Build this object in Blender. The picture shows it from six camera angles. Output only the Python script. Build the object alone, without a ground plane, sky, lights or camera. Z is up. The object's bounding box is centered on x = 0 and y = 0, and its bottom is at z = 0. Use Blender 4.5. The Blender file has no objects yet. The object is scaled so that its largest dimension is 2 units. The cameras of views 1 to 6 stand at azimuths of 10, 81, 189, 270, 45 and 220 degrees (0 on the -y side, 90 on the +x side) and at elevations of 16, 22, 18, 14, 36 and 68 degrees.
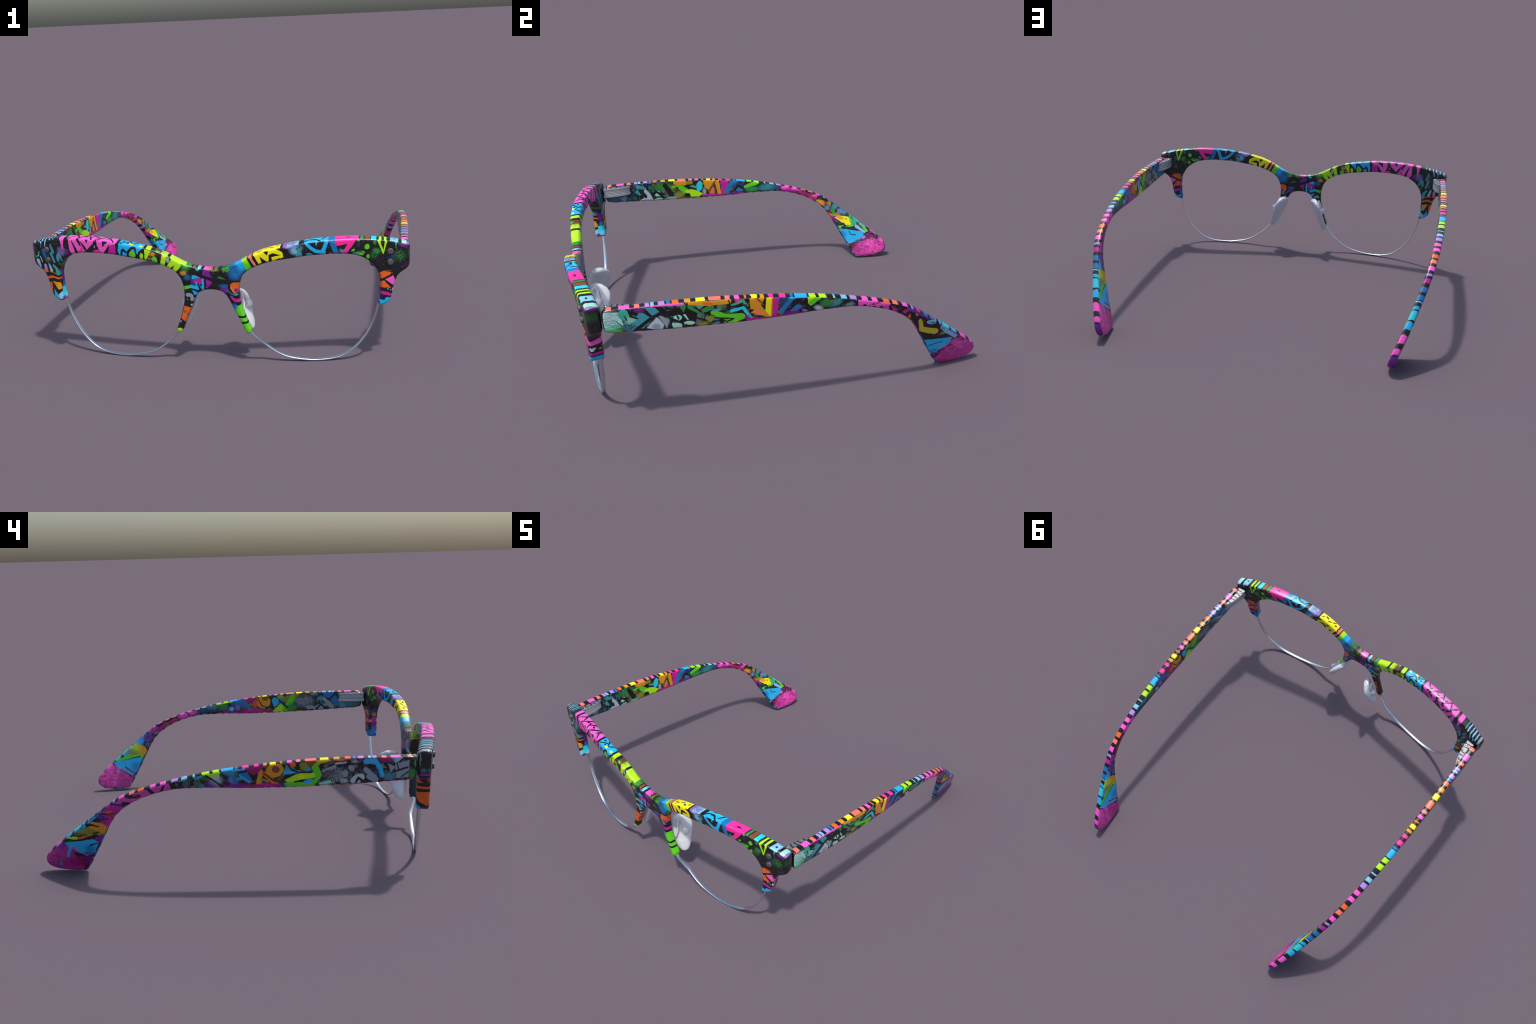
import bpy, math, random
import numpy as np
from mathutils import Vector
from mathutils.geometry import delaunay_2d_cdt

random.seed(7)

# ------------------------------------------------------------------ helpers
def catmull(points, closed=False, step=0.006):
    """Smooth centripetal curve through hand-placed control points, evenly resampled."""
    P = [np.array(p, float) for p in points]
    n = len(P)
    get = (lambda i: P[i % n]) if closed else (lambda i: P[0] * 2 - P[1] if i < 0 else P[-1] * 2 - P[-2] if i >= n else P[i])
    fine = []
    for i in range(n if closed else n - 1):
        p0, p1, p2, p3 = (get(i + k) for k in (-1, 0, 1, 2))
        t0 = 0.0
        t1 = t0 + max(1e-6, np.linalg.norm(p1 - p0)) ** 0.5
        t2 = t1 + max(1e-6, np.linalg.norm(p2 - p1)) ** 0.5
        t3 = t2 + max(1e-6, np.linalg.norm(p3 - p2)) ** 0.5
        for t in np.linspace(t1, t2, 16, endpoint=False):
            a1 = (t1 - t) / (t1 - t0) * p0 + (t - t0) / (t1 - t0) * p1
            a2 = (t2 - t) / (t2 - t1) * p1 + (t - t1) / (t2 - t1) * p2
            a3 = (t3 - t) / (t3 - t2) * p2 + (t - t2) / (t3 - t2) * p3
            b1 = (t2 - t) / (t2 - t0) * a1 + (t - t0) / (t2 - t0) * a2
            b2 = (t3 - t) / (t3 - t1) * a2 + (t - t1) / (t3 - t1) * a3
            fine.append((t2 - t) / (t2 - t1) * b1 + (t - t1) / (t2 - t1) * b2)
    fine.append(get(0) if closed else P[-1])
    fine = np.array(fine)
    d = np.r_[0, np.cumsum(np.linalg.norm(np.diff(fine, axis=0), axis=1))]
    m = max(8, int(round(d[-1] / step)))
    s = np.linspace(0, d[-1], m + 1)
    out = np.stack([np.interp(s, d, fine[:, k]) for k in range(fine.shape[1])], 1)
    return out[:-1] if closed else out


def smooth_table(xs, ys):
    """Smooth function through a few (x, y) stations (cubic Hermite)."""
    xs, ys = np.array(xs, float), np.array(ys, float)
    m = np.gradient(ys, xs)

    def f(x):
        i = int(np.clip(np.searchsorted(xs, x) - 1, 0, len(xs) - 2))
        h = xs[i + 1] - xs[i]
        t = min(1.0, max(0.0, (x - xs[i]) / h))
        return ((2 * t**3 - 3 * t * t + 1) * ys[i] + (t**3 - 2 * t * t + t) * h * m[i]
                + (3 * t * t - 2 * t**3) * ys[i + 1] + (t**3 - t * t) * h * m[i + 1])
    return f


def new_object(name, verts, faces, materials, parent, face_mats=None, smooth=True):
    me = bpy.data.meshes.new(name)
    me.from_pydata([tuple(v) for v in verts], [], faces)
    for m in materials:
        me.materials.append(m)
    if face_mats:
        me.polygons.foreach_set("material_index", face_mats)
    if smooth:
        me.polygons.foreach_set("use_smooth", [True] * len(me.polygons))
    me.update()
    ob = bpy.data.objects.new(name, me)
    bpy.context.scene.collection.objects.link(ob)
    ob.parent = parent
    return ob


def slab(outline, surface, thickness, bevel, upper, grid=0.016, segments=5):
    """A sheet of material: a 2D outline laid on a curved surface, with thickness and rounded edges.
    surface(a, b) gives the outer point and the outward unit normal; thickness(a, b) the depth.
    Face regions: 0 outer face, 1 rim, 2 inner face, 3 the part of the rim that upper(point, inward) picks."""
    O = np.array(outline, float)
    if 0.5 * np.sum(O[:, 0] * np.roll(O[:, 1], -1) - np.roll(O[:, 0], -1) * O[:, 1]) < 0:
        O = O[::-1]
    n = len(O)
    tang = np.roll(O, -1, 0) - np.roll(O, 1, 0)
    tang /= np.linalg.norm(tang, axis=1)[:, None]
    inward = np.stack([-tang[:, 1], tang[:, 0]], 1)
    for _ in range(3):
        inward = inward * 0.5 + 0.25 * (np.roll(inward, 1, 0) + np.roll(inward, -1, 0))
    inward /= np.linalg.norm(inward, axis=1)[:, None]
    B = np.array([bevel(p[0], p[1]) if callable(bevel) else bevel for p in O])
    verts, faces, mats = [], [], []

    def put(p, q, depth_of):
        s, nrm = surface(p[0], p[1])
        verts.append(s - nrm * depth_of(thickness(p[0], p[1]), q))

    rings = []
    for k in range(segments + 1):
        a = k / segments * math.pi / 2
        rings.append((1 - math.sin(a), lambda T, B, a=a: B * (1 - math.cos(a)), 0))
    rings.append((0.0, lambda T, B: T * 0.5, 1))
    for k in range(segments, -1, -1):
        a = k / segments * math.pi / 2
        rings.append((1 - math.sin(a), lambda T, B, a=a: T - B * (1 - math.cos(a)), 2))
    for inset, depth, _ in rings:
        for i in range(n):
            put(O[i] + inward[i] * inset * B[i], B[i], depth)
    half = segments // 2
    R = len(rings)
    for r in range(R - 1):
        region = 0 if r < half else (2 if r >= R - 1 - half else 1)
        for i in range(n):
            j = (i + 1) % n
            faces.append((r * n + i, (r + 1) * n + i, (r + 1) * n + j, r * n + j))
            mats.append(3 if region == 1 and upper(O[i], inward[i]) else region)
    cap = O + inward * B[:, None]
    lo, hi = cap.min(0), cap.max(0)
    inner = []
    nxt = np.roll(cap, -1, 0)
    for a in np.arange(lo[0], hi[0], grid):
        for b in np.arange(lo[1], hi[1], grid * 0.9):
            cond = (cap[:, 1] > b) != (nxt[:, 1] > b)
            with np.errstate(divide="ignore", invalid="ignore"):
                xi = cap[:, 0] + (b - cap[:, 1]) / (nxt[:, 1] - cap[:, 1]) * (nxt[:, 0] - cap[:, 0])
            if np.sum(cond & (a < xi)) % 2 and np.min(np.hypot(cap[:, 0] - a, cap[:, 1] - b)) > grid * 0.45:
                inner.append((a, b))
    pts = [Vector(p) for p in cap] + [Vector(p) for p in inner]
    vo, _, fo, orig, _, _ = delaunay_2d_cdt(pts, [(i, (i + 1) % n) for i in range(n)], [], 1, 1e-7)
    for base_ring, region in ((0, 0), (R - 1, 2)):
        ids = {}
        depth = rings[base_ring][1]
        for k, src in enumerate(orig):
            on_rim = [i for i in src if i < n]
            if on_rim:
                ids[k] = base_ring * n + on_rim[0]
            else:
                ids[k] = len(verts)
                put(vo[k], 0.0, depth)
        for f in fo:
            g = [ids[k] for k in f]
            faces.append(tuple(g if region == 0 else g[::-1]))
            mats.append(region)
    return verts, faces, mats


def tube(path, frame, half_a, half_b, sides=10, cap=True):
    """Sweep a rounded cross-section along a path; frame(i) gives the two cross axes."""
    verts, faces = [], []
    m = len(path)
    for i, p in enumerate(path):
        u, v = frame(i)
        for k in range(sides):
            a = 2 * math.pi * k / sides
            c, s = math.cos(a), math.sin(a)
            c = math.copysign(abs(c) ** 0.7, c)
            s = math.copysign(abs(s) ** 0.7, s)
            ha = half_a(i) if callable(half_a) else half_a
            hb = half_b(i) if callable(half_b) else half_b
            verts.append(np.array(p) + np.array(u) * c * ha + np.array(v) * s * hb)
    for i in range(m - 1):
        for k in range(sides):
            l = (k + 1) % sides
            faces.append((i * sides + k, i * sides + l, (i + 1) * sides + l, (i + 1) * sides + k))
    if cap:
        faces.append(tuple(range(sides))[::-1])
        faces.append(tuple((m - 1) * sides + k for k in range(sides)))
    return verts, faces


def unit(v):
    v = np.array(v, float)
    return v / np.linalg.norm(v)


def fix_normals(ob):
    import bmesh
    bm = bmesh.new()
    bm.from_mesh(ob.data)
    bmesh.ops.recalc_face_normals(bm, faces=bm.faces)
    bm.to_mesh(ob.data)
    bm.free()
    return ob


# ------------------------------------------------------------------ shape of the front
front_plan = smooth_table([0, .1, .2, .35, .5, .62, .74, .85, .92, 1.0],
                          [-.997, -.999, -1.001, -.999, -.984, -.964, -.940, -.917, -.899, -.878])
FRONT_LEAN = 0.05   # the lower edge sits further back than the brow


def front_surface(x, z):
    y = front_plan(abs(x)) + FRONT_LEAN * (0.65 - z)
    e = 1e-3
    dx = (front_plan(abs(x + e)) - front_plan(abs(x - e))) / (2 * e)
    return np.array([x, y, z]), unit([dx, -1.0, -FRONT_LEAN])


def front_depth(x, z):
    t = min(1.0, abs(x) / 0.9)
    leg = max(0.0, min(1.0, (0.26 - abs(x)) / 0.1)) * max(0.0, min(1.0, (0.50 - z) / 0.2))
    return 0.053 + 0.013 * t - 0.011 * leg


def front_round(x, z):
    return 0.014 + 0.008 * max(0.0, min(1.0, (abs(x) - 0.90) / 0.06)) - 0.001 * (z < 0.3)


BROW = [(.06, .521), (.129, .541), (.169, .562), (.22, .589), (.287, .615), (.373, .634), (.468, .650), (.531, .657), (.625, .662),
        (.724, .662), (.807, .655), (.885, .645), (.950, .632), (.980, .624)]
END_PIECE = [(.991, .615), (.993, .585), (.993, .545), (.992, .514), (.986, .496), (.968, .480), (.942, .463), (.925, .438), (.914, .404),
             (.908, .374), (.902, .349), (.893, .325), (.873, .309), (.852, .303), (.840, .305)]
LENS_EDGE = [(.838, .316), (.844, .347), (.847, .404), (.844, .455), (.834, .486), (.820, .510), (.802, .532), (.776, .552), (.743, .569),
             (.702, .579), (.649, .584), (.571, .584), (.492, .580), (.412, .569), (.337, .558), (.272, .542), (.219, .520),
             (.181, .496), (.158, .466), (.146, .430), (.142, .395), (.143, .360), (.150, .316), (.165, .266), (.180, .222)]
NOSE_LEG = [(.195, .183), (.192, .170), (.181, .164), (.168, .171), (.144, .226), (.119, .280), (.099, .326), (.082, .361), (.064, .384),
            (.038, .397)]
half = BROW + END_PIECE + LENS_EDGE + NOSE_LEG
front_outline = catmull([(0, .515)] + half + [(0, .401)] + [(-x, z) for x, z in half[::-1]], closed=True, step=0.006)

RIM = [(.842, .340), (.834, .300), (.816, .232), (.793, .174), (.764, .123), (.724, .074), (.668, .031), (.606, .0105), (.55, .0045), (.490, .0045),
       (.430, .012), (.378, .023), (.330, .043), (.274, .080), (.229, .120), (.194, .164), (.182, .190)]

# ------------------------------------------------------------------ shape of the temples
# Each temple is a flat bar whose rear part is bent towards the head: the outer face is
# the ruled surface x = bend(y - 2 z).
temple_bend = smooth_table([-2.3, -1.8, -1.4, -.84, -.338, 0, .3, .6, .794, 1.0], [.976, .981, .980, .962, .927, .889, .848, .804, .772, .744])
TEMPLE_TOP = [(-.808, .594), (-.795, .602), (-.673, .605), (-.508, .605), (-.343, .600), (-.178, .588), (-.012, .570), (.155, .545), (.32, .508), (.45, .470),
              (.53, .440), (.596, .409), (.66, .364), (.727, .311), (.796, .256), (.877, .190), (.930, .147), (.966, .118), (.986, .096),
              (.998, .068), (.992, .042), (.970, .023)]
TEMPLE_BOTTOM = [(.935, .013), (.869, .005), (.820, .001), (.796, .008), (.774, .034), (.752, .074), (.707, .158), (.662, .245), (.628, .304), (.596, .343),
                 (.550, .380), (.495, .412), (.429, .438), (.36, .457), (.292, .467), (.158, .470), (0, .467), (-.16, .467), (-.342, .471),
                 (-.508, .477), (-.675, .486), (-.760, .490), (-.796, .497), (-.808, .510)]
temple_outline = catmull([(y, z - 0.002 + 0.005 * max(0.0, min(1.0, (y - 0.3) / 0.3, (0.97 - y) / 0.1))) for y, z in TEMPLE_TOP] + [(y, max(.001, z - 0.004)) for y, z in TEMPLE_BOTTOM], closed=True, step=0.007)


def temple_surface(side):
    def surface(y, z):
        w, e = y - 2 * z, 1e-3
        g = (temple_bend(w + e) - temple_bend(w - e)) / (2 * e)
        return np.array([side * temple_bend(w), y, z]), unit([side, -g, 2 * g])
    return surface

# ------------------------------------------------------------------ graffiti print
def srgb(h):
    c = [int(h[i:i + 2], 16) / 255 for i in (0, 2, 4)]
    return tuple(x / 12.92 if x <= 0.04045 else ((x + 0.055) / 1.055) ** 2.4 for x in c) + (1.0,)


INK = {k: srgb(v) for k, v in dict(
    black="131315", char="26282a", grey="8f9ca4", pale="b9c6d0", white="dfe6ea", smoke="55585c",
    pink="ff5fcb", rose="ff2fa0", magenta="c4209a", plum="7d2092", violet="8a6bb5", lavender="b58be0", berry="a01668",
    cyan="1fb6f0", aqua="2ad6e6", blue="1877b8", navy="1d4a72", teal="3f98a4", sea="3fae92", mint="9fe0c4", sky="86c6e4",
    lime="b4f016", leaf="5fd41c", green="2f8f3c", olive="8a8f22", yellow="fdf010", amber="e09a16", orange="ee6a1a", coral="ff7a62",
    salmon="ff8078", brown="8a4a22", indigo="2c3a9a",
    sun="d2c21a", hot="d24aa8", tip="c23a98").items()}


class Print:
    """A flat print built up layer by layer from strokes, patches and spray, all drawn in nodes."""

    def __init__(self, name, u, v, wobble=0.004, scale=55.0, roughness=0.34, span=(-9.0, 9.0)):
        self.span = (span[0] - 0.02, span[1] + 0.02)    # marks outside this stretch of the first axis are left out
        self.mat = bpy.data.materials.new(name)
        self.mat.use_nodes = True
        self.t = self.mat.node_tree
        self.bsdf = self.t.nodes["Principled BSDF"]
        self.bsdf.inputs["Roughness"].default_value = roughness
        self.obj = self.node("ShaderNodeTexCoord").outputs["Object"]
        sep = self.node("ShaderNodeSeparateXYZ")
        self.link(self.obj, sep.inputs[0])
        self.axes = {"x": sep.outputs[0], "y": sep.outputs[1], "z": sep.outputs[2]}
        flat = self.node("ShaderNodeCombineXYZ")
        self.link(self.axes[u], flat.inputs[0])
        self.link(self.axes[v], flat.inputs[1])
        flat.inputs[2].default_value = 1.0
        self.flat = flat.outputs[0]
        n = self.node("ShaderNodeTexNoise")
        n.inputs["Scale"].default_value = scale
        n.inputs["Detail"].default_value = 4.0
        self.link(self.flat, n.inputs["Vector"])
        off = self.vec("SUBTRACT", n.outputs["Color"], (0.5, 0.5, 0.5))
        off = self.vec("MULTIPLY", off, (wobble * 2, wobble * 2, 0.0))
        self.P = self.vec("ADD", self.flat, off)
        self.col = None

    # -- node shorthand
    def node(self, kind):
        return self.t.nodes.new(kind)

    def link(self, a, b):
        self.t.links.new(a, b)

    def put(self, value, socket):
        if isinstance(value, bpy.types.NodeSocket):
            self.link(value, socket)
        else:
            socket.default_value = value

    def vec(self, op, a, b=None, scalar=False):
        n = self.node("ShaderNodeVectorMath")
        n.operation = op
        self.put(a, n.inputs[0])
        if b is not None:
            self.put(b, n.inputs["Scale"] if op == "SCALE" else n.inputs[1])
        return n.outputs["Value"] if op in ("LENGTH", "DOT_PRODUCT", "DISTANCE") else n.outputs[0]

    def math(self, op, a, b=0.0, clamp=False):
        n = self.node("ShaderNodeMath")
        n.operation = op
        n.use_clamp = clamp
        self.put(a, n.inputs[0])
        self.put(b, n.inputs[1])
        return n.outputs[0]

    def inside(self, d, soft):
        n = self.node("ShaderNodeMapRange")
        n.interpolation_type = "SMOOTHSTEP"
        self.link(d, n.inputs[0])
        n.inputs[1].default_value = soft
        n.inputs[2].default_value = -soft
        return n.outputs[0]

    def noise(self, scale, detail=2.0, at=None, stretch=None):
        n = self.node("ShaderNodeTexNoise")
        n.inputs["Scale"].default_value = scale
        n.inputs["Detail"].default_value = detail
        src = at or self.flat
        if stretch:
            src = self.vec("MULTIPLY", src, stretch)
        self.link(src, n.inputs["Vector"])
        return n.outputs[0]

    def over(self, mask, ink):
        colour = INK[ink] if isinstance(ink, str) else ink
        if self.col is None:
            self.col = colour
            return
        n = self.node("ShaderNodeMix")
        n.data_type = "RGBA"
        self.put(mask, n.inputs[0])
        self.put(self.col, n.inputs[6])
        self.put(colour, n.inputs[7])
        self.col = n.outputs[2]

    def out(self, lo, hi):
        return hi < self.span[0] or lo > self.span[1]

    # -- marks
    def stroke(self, ink, points, width, end=None, soft=0.0011):
        """Brush line through points; the width may taper to `end`."""
        us = [q[0] for q in points]
        big = max(width, end or 0.0)
        if self.out(min(us) - big, max(us) + big):
            return
        total = None
        n = len(points) - 1
        for i in range(n):
            (ax, ay), (bx, by) = points[i], points[i + 1]
            w0 = width if end is None else width + (end - width) * i / n
            w1 = width if end is None else width + (end - width) * (i + 1) / n
            ba = (bx - ax, by - ay, 0.0)
            ll = max(1e-9, ba[0] ** 2 + ba[1] ** 2)
            pa = self.vec("SUBTRACT", self.P, (ax, ay, 1.0))
            h = self.math("MULTIPLY", self.vec("DOT_PRODUCT", pa, ba), 1.0 / ll, clamp=True)
            along = self.node("ShaderNodeVectorMath")
            along.operation = "SCALE"
            along.inputs[0].default_value = ba
            self.link(h, along.inputs["Scale"])
            d = self.vec("DISTANCE", pa, along.outputs[0])
            if abs(w1 - w0) > 1e-5:
                d = self.math("SUBTRACT", d, self.math("MULTIPLY", h, w1 - w0))
            d = self.math("SUBTRACT", d, w0)
            total = d if total is None else self.math("MINIMUM", total, d)
        self.over(self.inside(total, soft), ink)

    def patch(self, ink, corners, soft=0.0011):
        """Convex patch with straight sides."""
        if self.out(min(q[0] for q in corners), max(q[0] for q in corners)):
            return
        area = sum(a[0] * b[1] - b[0] * a[1] for a, b in zip(corners, corners[1:] + corners[:1]))
        pts = corners if area > 0 else corners[::-1]
        total = None
        for a, b in zip(pts, pts[1:] + pts[:1]):
            ex, ey = b[0] - a[0], b[1] - a[1]
            l = max(1e-9, math.hypot(ex, ey))
            nx, ny = ey / l, -ex / l
            d = self.vec("DOT_PRODUCT", self.P, (nx, ny, -(nx * a[0] + ny * a[1])))
            total = d if total is None else self.math("MAXIMUM", total, d)
        self.over(self.inside(total, soft), ink)

    def bands(self, stripes, slant=0.0, soft=0.0012):
        """Bars across the first axis: (ink, from, to)."""
        u = self.vec("DOT_PRODUCT", self.P, (1.0, slant, 0.0))
        for ink, a, b in stripes:
            if self.out(min(a, b) - 0.02, max(a, b) + 0.02):
                continue
            d = self.math("ABSOLUTE", self.math("SUBTRACT", u, (a + b) / 2))
            self.over(self.inside(self.math("SUBTRACT", d, abs(b - a) / 2), soft), ink)

    def glass(self, stops, scale, lines=0.10, dim=0.55, lo=-0.82, span=1.84):
        """Loose ground under the drawn marks: dull patches of the local hue between black outlines."""
        u = self.vec("DOT_PRODUCT", self.P, (1.0 / span, 0.0, -lo / span))
        hue = self.ramp(stops, self.math("ADD", u, self.math("MULTIPLY", self.math("SUBTRACT", self.noise(14.0), 0.5), 0.10)))
        v = self.node("ShaderNodeTexVoronoi")
        v.feature = "DISTANCE_TO_EDGE"
        v.inputs["Scale"].default_value = scale
        warp = self.vec("ADD", self.P, self.vec("SCALE", self.t_noise_vec(30.0), 0.03))
        self.link(warp, v.inputs["Vector"])
        line = self.node("ShaderNodeMapRange")
        line.interpolation_type = "SMOOTHSTEP"
        self.link(v.outputs["Distance"], line.inputs[0])
        line.inputs[1].default_value, line.inputs[2].default_value = lines * 0.6, lines * 1.6
        patchy = self.node("ShaderNodeMapRange")
        self.link(self.noise(24.0, 3.0), patchy.inputs[0])
        patchy.inputs[1].default_value, patchy.inputs[2].default_value = 0.36, 0.66
        k = self.math("MULTIPLY", self.math("MULTIPLY", line.outputs[0], patchy.outputs[0]), dim)
        self.over(1.0, "black")
        self.over(k, hue)

    def t_noise_vec(self, scale):
        n = self.node("ShaderNodeTexNoise")
        n.inputs["Scale"].default_value = scale
        self.link(self.flat, n.inputs["Vector"])
        return self.vec("SUBTRACT", n.outputs["Color"], (0.5, 0.5, 0.5))

    def _ellipse(self, centre, size, turn):
        m = self.node("ShaderNodeMapping")
        m.vector_type = "TEXTURE"
        m.inputs["Location"].default_value = (centre[0], centre[1], 1.0)
        m.inputs["Rotation"].default_value = (0, 0, math.radians(turn))
        m.inputs["Scale"].default_value = (size[0], size[1], 1.0)
        self.link(self.P, m.inputs["Vector"])
        return self.math("SUBTRACT", self.vec("LENGTH", m.outputs[0]), 1.0)

    def blob(self, ink, centre, size, turn=0, soft=None):
        if self.out(centre[0] - max(size), centre[0] + max(size)):
            return
        d = self._ellipse(centre, size, turn)
        self.over(self.inside(d, soft if soft is not None else 0.0011 / min(size)), ink)

    def mist(self, ink, centre, size, turn=0, strength=1.0):
        """Soft spray without grain."""
        if self.out(centre[0] - 1.75 * max(size), centre[0] + 1.75 * max(size)):
            return
        k = self.inside(self._ellipse(centre, (size[0] * 0.85, size[1] * 0.85), turn), 0.6)
        self.over(self.math("MULTIPLY", k, strength), ink)

    def spray(self, ink, centre, size, turn=0, grain=280.0, amount=0.5):
        """Speckled spray: fine grains that thin out away from the centre."""
        if self.out(centre[0] - 1.75 * max(size), centre[0] + 1.75 * max(size)):
            return
        k = self.inside(self._ellipse(centre, size, turn), 0.75)
        g = self.math("ADD", self.noise(grain, 2.0, at=self.obj), self.math("MULTIPLY", k, amount))
        n = self.node("ShaderNodeMapRange")
        self.link(g, n.inputs[0])
        n.inputs[1].default_value = 0.55 + amount * 0.8
        n.inputs[2].default_value = 0.62 + amount * 0.8
        self.over(self.math("MULTIPLY", n.outputs[0], self.math("MULTIPLY", k, 1.3, clamp=True)), ink)

    def mottle(self, ink, centre, size, turn=0, grain=45.0, strength=0.8):
        """Cloudy brushwork inside an oval."""
        if self.out(centre[0] - 1.4 * max(size), centre[0] + 1.4 * max(size)):
            return
        k = self.inside(self._ellipse(centre, size, turn), 0.35)
        n = self.node("ShaderNodeMapRange")
        self.link(self.noise(grain, 5.0, at=self.obj, stretch=(1.0, 0.6, 1.6)), n.inputs[0])
        n.inputs[1].default_value, n.inputs[2].default_value = 0.46, 0.62
        self.over(self.math("MULTIPLY", self.math("MULTIPLY", n.outputs[0], k), strength), ink)

    def ramp(self, stops, fac, constant=False):
        n = self.node("ShaderNodeValToRGB")
        r = n.color_ramp
        r.interpolation = "CONSTANT" if constant else "LINEAR"
        while len(r.elements) < len(stops):
            r.elements.new(0.5)
        for e, (p, c) in zip(r.elements, stops):
            e.position = p
            e.color = INK[c] if isinstance(c, str) else c
        self.link(fac, n.inputs[0])
        return n.outputs[0]

    def finish(self, fleck=0.5):
        if fleck:
            # pin-head overspray dots
            v = self.node("ShaderNodeTexVoronoi")
            v.inputs["Scale"].default_value = 75.0
            self.link(self.flat, v.inputs["Vector"])
            dot = self.node("ShaderNodeMapRange")
            self.link(v.outputs["Distance"], dot.inputs[0])
            dot.inputs[1].default_value, dot.inputs[2].default_value = 0.17, 0.10
            pick = self.math("GREATER_THAN", self.noise(31.0, 1.0), 0.57)
            self.over(self.math("MULTIPLY", self.math("MULTIPLY", dot.outputs[0], pick), fleck), "pale")
        self.put(self.col, self.bsdf.inputs["Base Color"])
        return self.mat


def print_front(span):
    """Lettering on the front and back of the brow piece, drawn in the x-z plane."""
    p = Print("graffiti_front_print", "x", "z", wobble=0.0022, span=span)
    p.over(1.0, "black")
    p.spray("char", (0.0, 0.45), (3.0, 1.0), 0, grain=160.0, amount=0.3)
    # wearer's right end piece: drips and petals on black
    p.mist("navy", (-0.9076, 0.5684), (0.0239, 0.0261), 0, 0.8)
    p.stroke("sky", [(-0.8988, 0.6409), (-0.9044, 0.6059)], 0.0048, 0.003)
    p.stroke("teal", [(-0.9263, 0.6365), (-0.93, 0.5965)], 0.0048, 0.0017)
    p.blob("white", (-0.9288, 0.6264), (0.0035, 0.0061))
    p.stroke("teal", [(-0.8692, 0.616), (-0.8585, 0.5773)], 0.0048, 0.0091)
    p.stroke("teal", [(-0.8724, 0.5688), (-0.8572, 0.5227)], 0.0078, 0.0065)
    p.stroke("blue", [(-0.917, 0.5801), (-0.9105, 0.5508)], 0.0074, 0.0087)
    p.blob("teal", (-0.8311, 0.5495), (0.0104, 0.0239), -8)
    p.mist("violet", (-0.8054, 0.5858), (0.0261, 0.0261), 0, 0.75)
    p.mist("plum", (-0.771, 0.5806), (0.0152, 0.0152), 0, 0.5)
    p.stroke("teal", [(-0.8233, 0.5748), (-0.808, 0.5312)], 0.0065, 0.0048)
    p.stroke("sea", [(-0.9504, 0.5675), (-0.9506, 0.5525), (-0.9686, 0.5434)], 0.0043)
    p.stroke("mint", [(-0.9425, 0.5456), (-0.9325, 0.5163)], 0.0024)
    p.stroke("sky", [(-0.9589, 0.5241), (-0.9488, 0.4897)], 0.01, 0.0065)
    p.stroke("pale", [(-0.9157, 0.5002), (-0.9143, 0.4827)], 0.0078)
    p.stroke("sky", [(-0.8919, 0.5072), (-0.8804, 0.4731)], 0.0057, 0.0083)
    p.mist("lavender", (-0.9138, 0.4852), (0.0109, 0.0109), 0, 1)
    p.patch("orange", [(-0.9382, 0.4755), (-0.9054, 0.4759), (-0.9, 0.465), (-0.9256, 0.4563)])
    p.blob("coral", (-0.8828, 0.4665), (0.0098, 0.0054), -15)
    p.stroke("sea", [(-0.8646, 0.5021), (-0.8479, 0.4835), (-0.8437, 0.4561)], 0.0057, 0.0109)
    p.mist("green", (-0.82, 0.5055), (0.0098, 0.0217), 20, 0.6)
    p.blob("leaf", (-0.8642, 0.4594), (0.0052, 0.003), -20)
    p.stroke("berry", [(-0.9731, 0.5078), (-0.9465, 0.4772)], 0.0028)
    p.stroke("orange", [(-0.9142, 0.4295), (-0.8774, 0.438), (-0.8425, 0.4272)], 0.007, 0.0048)
    p.patch("orange", [(-0.9164, 0.4063), (-0.8879, 0.4065), (-0.8875, 0.3913), (-0.8935, 0.3343), (-0.908, 0.3328)])
    p.patch("amber", [(-0.8826, 0.4134), (-0.843, 0.4056), (-0.8404, 0.3677), (-0.8547, 0.3652)])
    p.patch("cyan", [(-0.8801, 0.369), (-0.859, 0.3366), (-0.8595, 0.3147), (-0.8736, 0.3158), (-0.8827, 0.3303)])
    p.patch("sky", [(-0.859, 0.3366), (-0.8399, 0.3524), (-0.8235, 0.3513), (-0.8264, 0.3126), (-0.8597, 0.3134)])
    p.patch("amber", [(-0.8273, 0.4372), (-0.8044, 0.444), (-0.8086, 0.378), (-0.8253, 0.3766)])
    p.stroke("brown", [(-0.8208, 0.444), (-0.8033, 0.4517)], 0.0039)
    p.stroke("black", [(-0.8267, 0.4133), (-0.805, 0.4213)], 0.0039)
    p.stroke("plum", [(-0.8338, 0.477), (-0.8363, 0.4138)], 0.0028)
    p.stroke("blue", [(-0.835, 0.4037), (-0.836, 0.3783)], 0.0028)
    p.stroke("aqua", [(-0.8368, 0.3731), (-0.8351, 0.3324)], 0.0033)
    p.blob("plum", (-0.8342, 0.3196), (0.0035, 0.0065))
    p.spray("grey", (-0.9763, 0.5804), (0.0057, 0.0565), 0, amount=0.5)
    p.spray("teal", (-0.9843, 0.5321), (0.0052, 0.0174), 0, amount=0.5)
    p.blob("magenta", (-0.9839, 0.5119), (0.0065, 0.0043))
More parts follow.
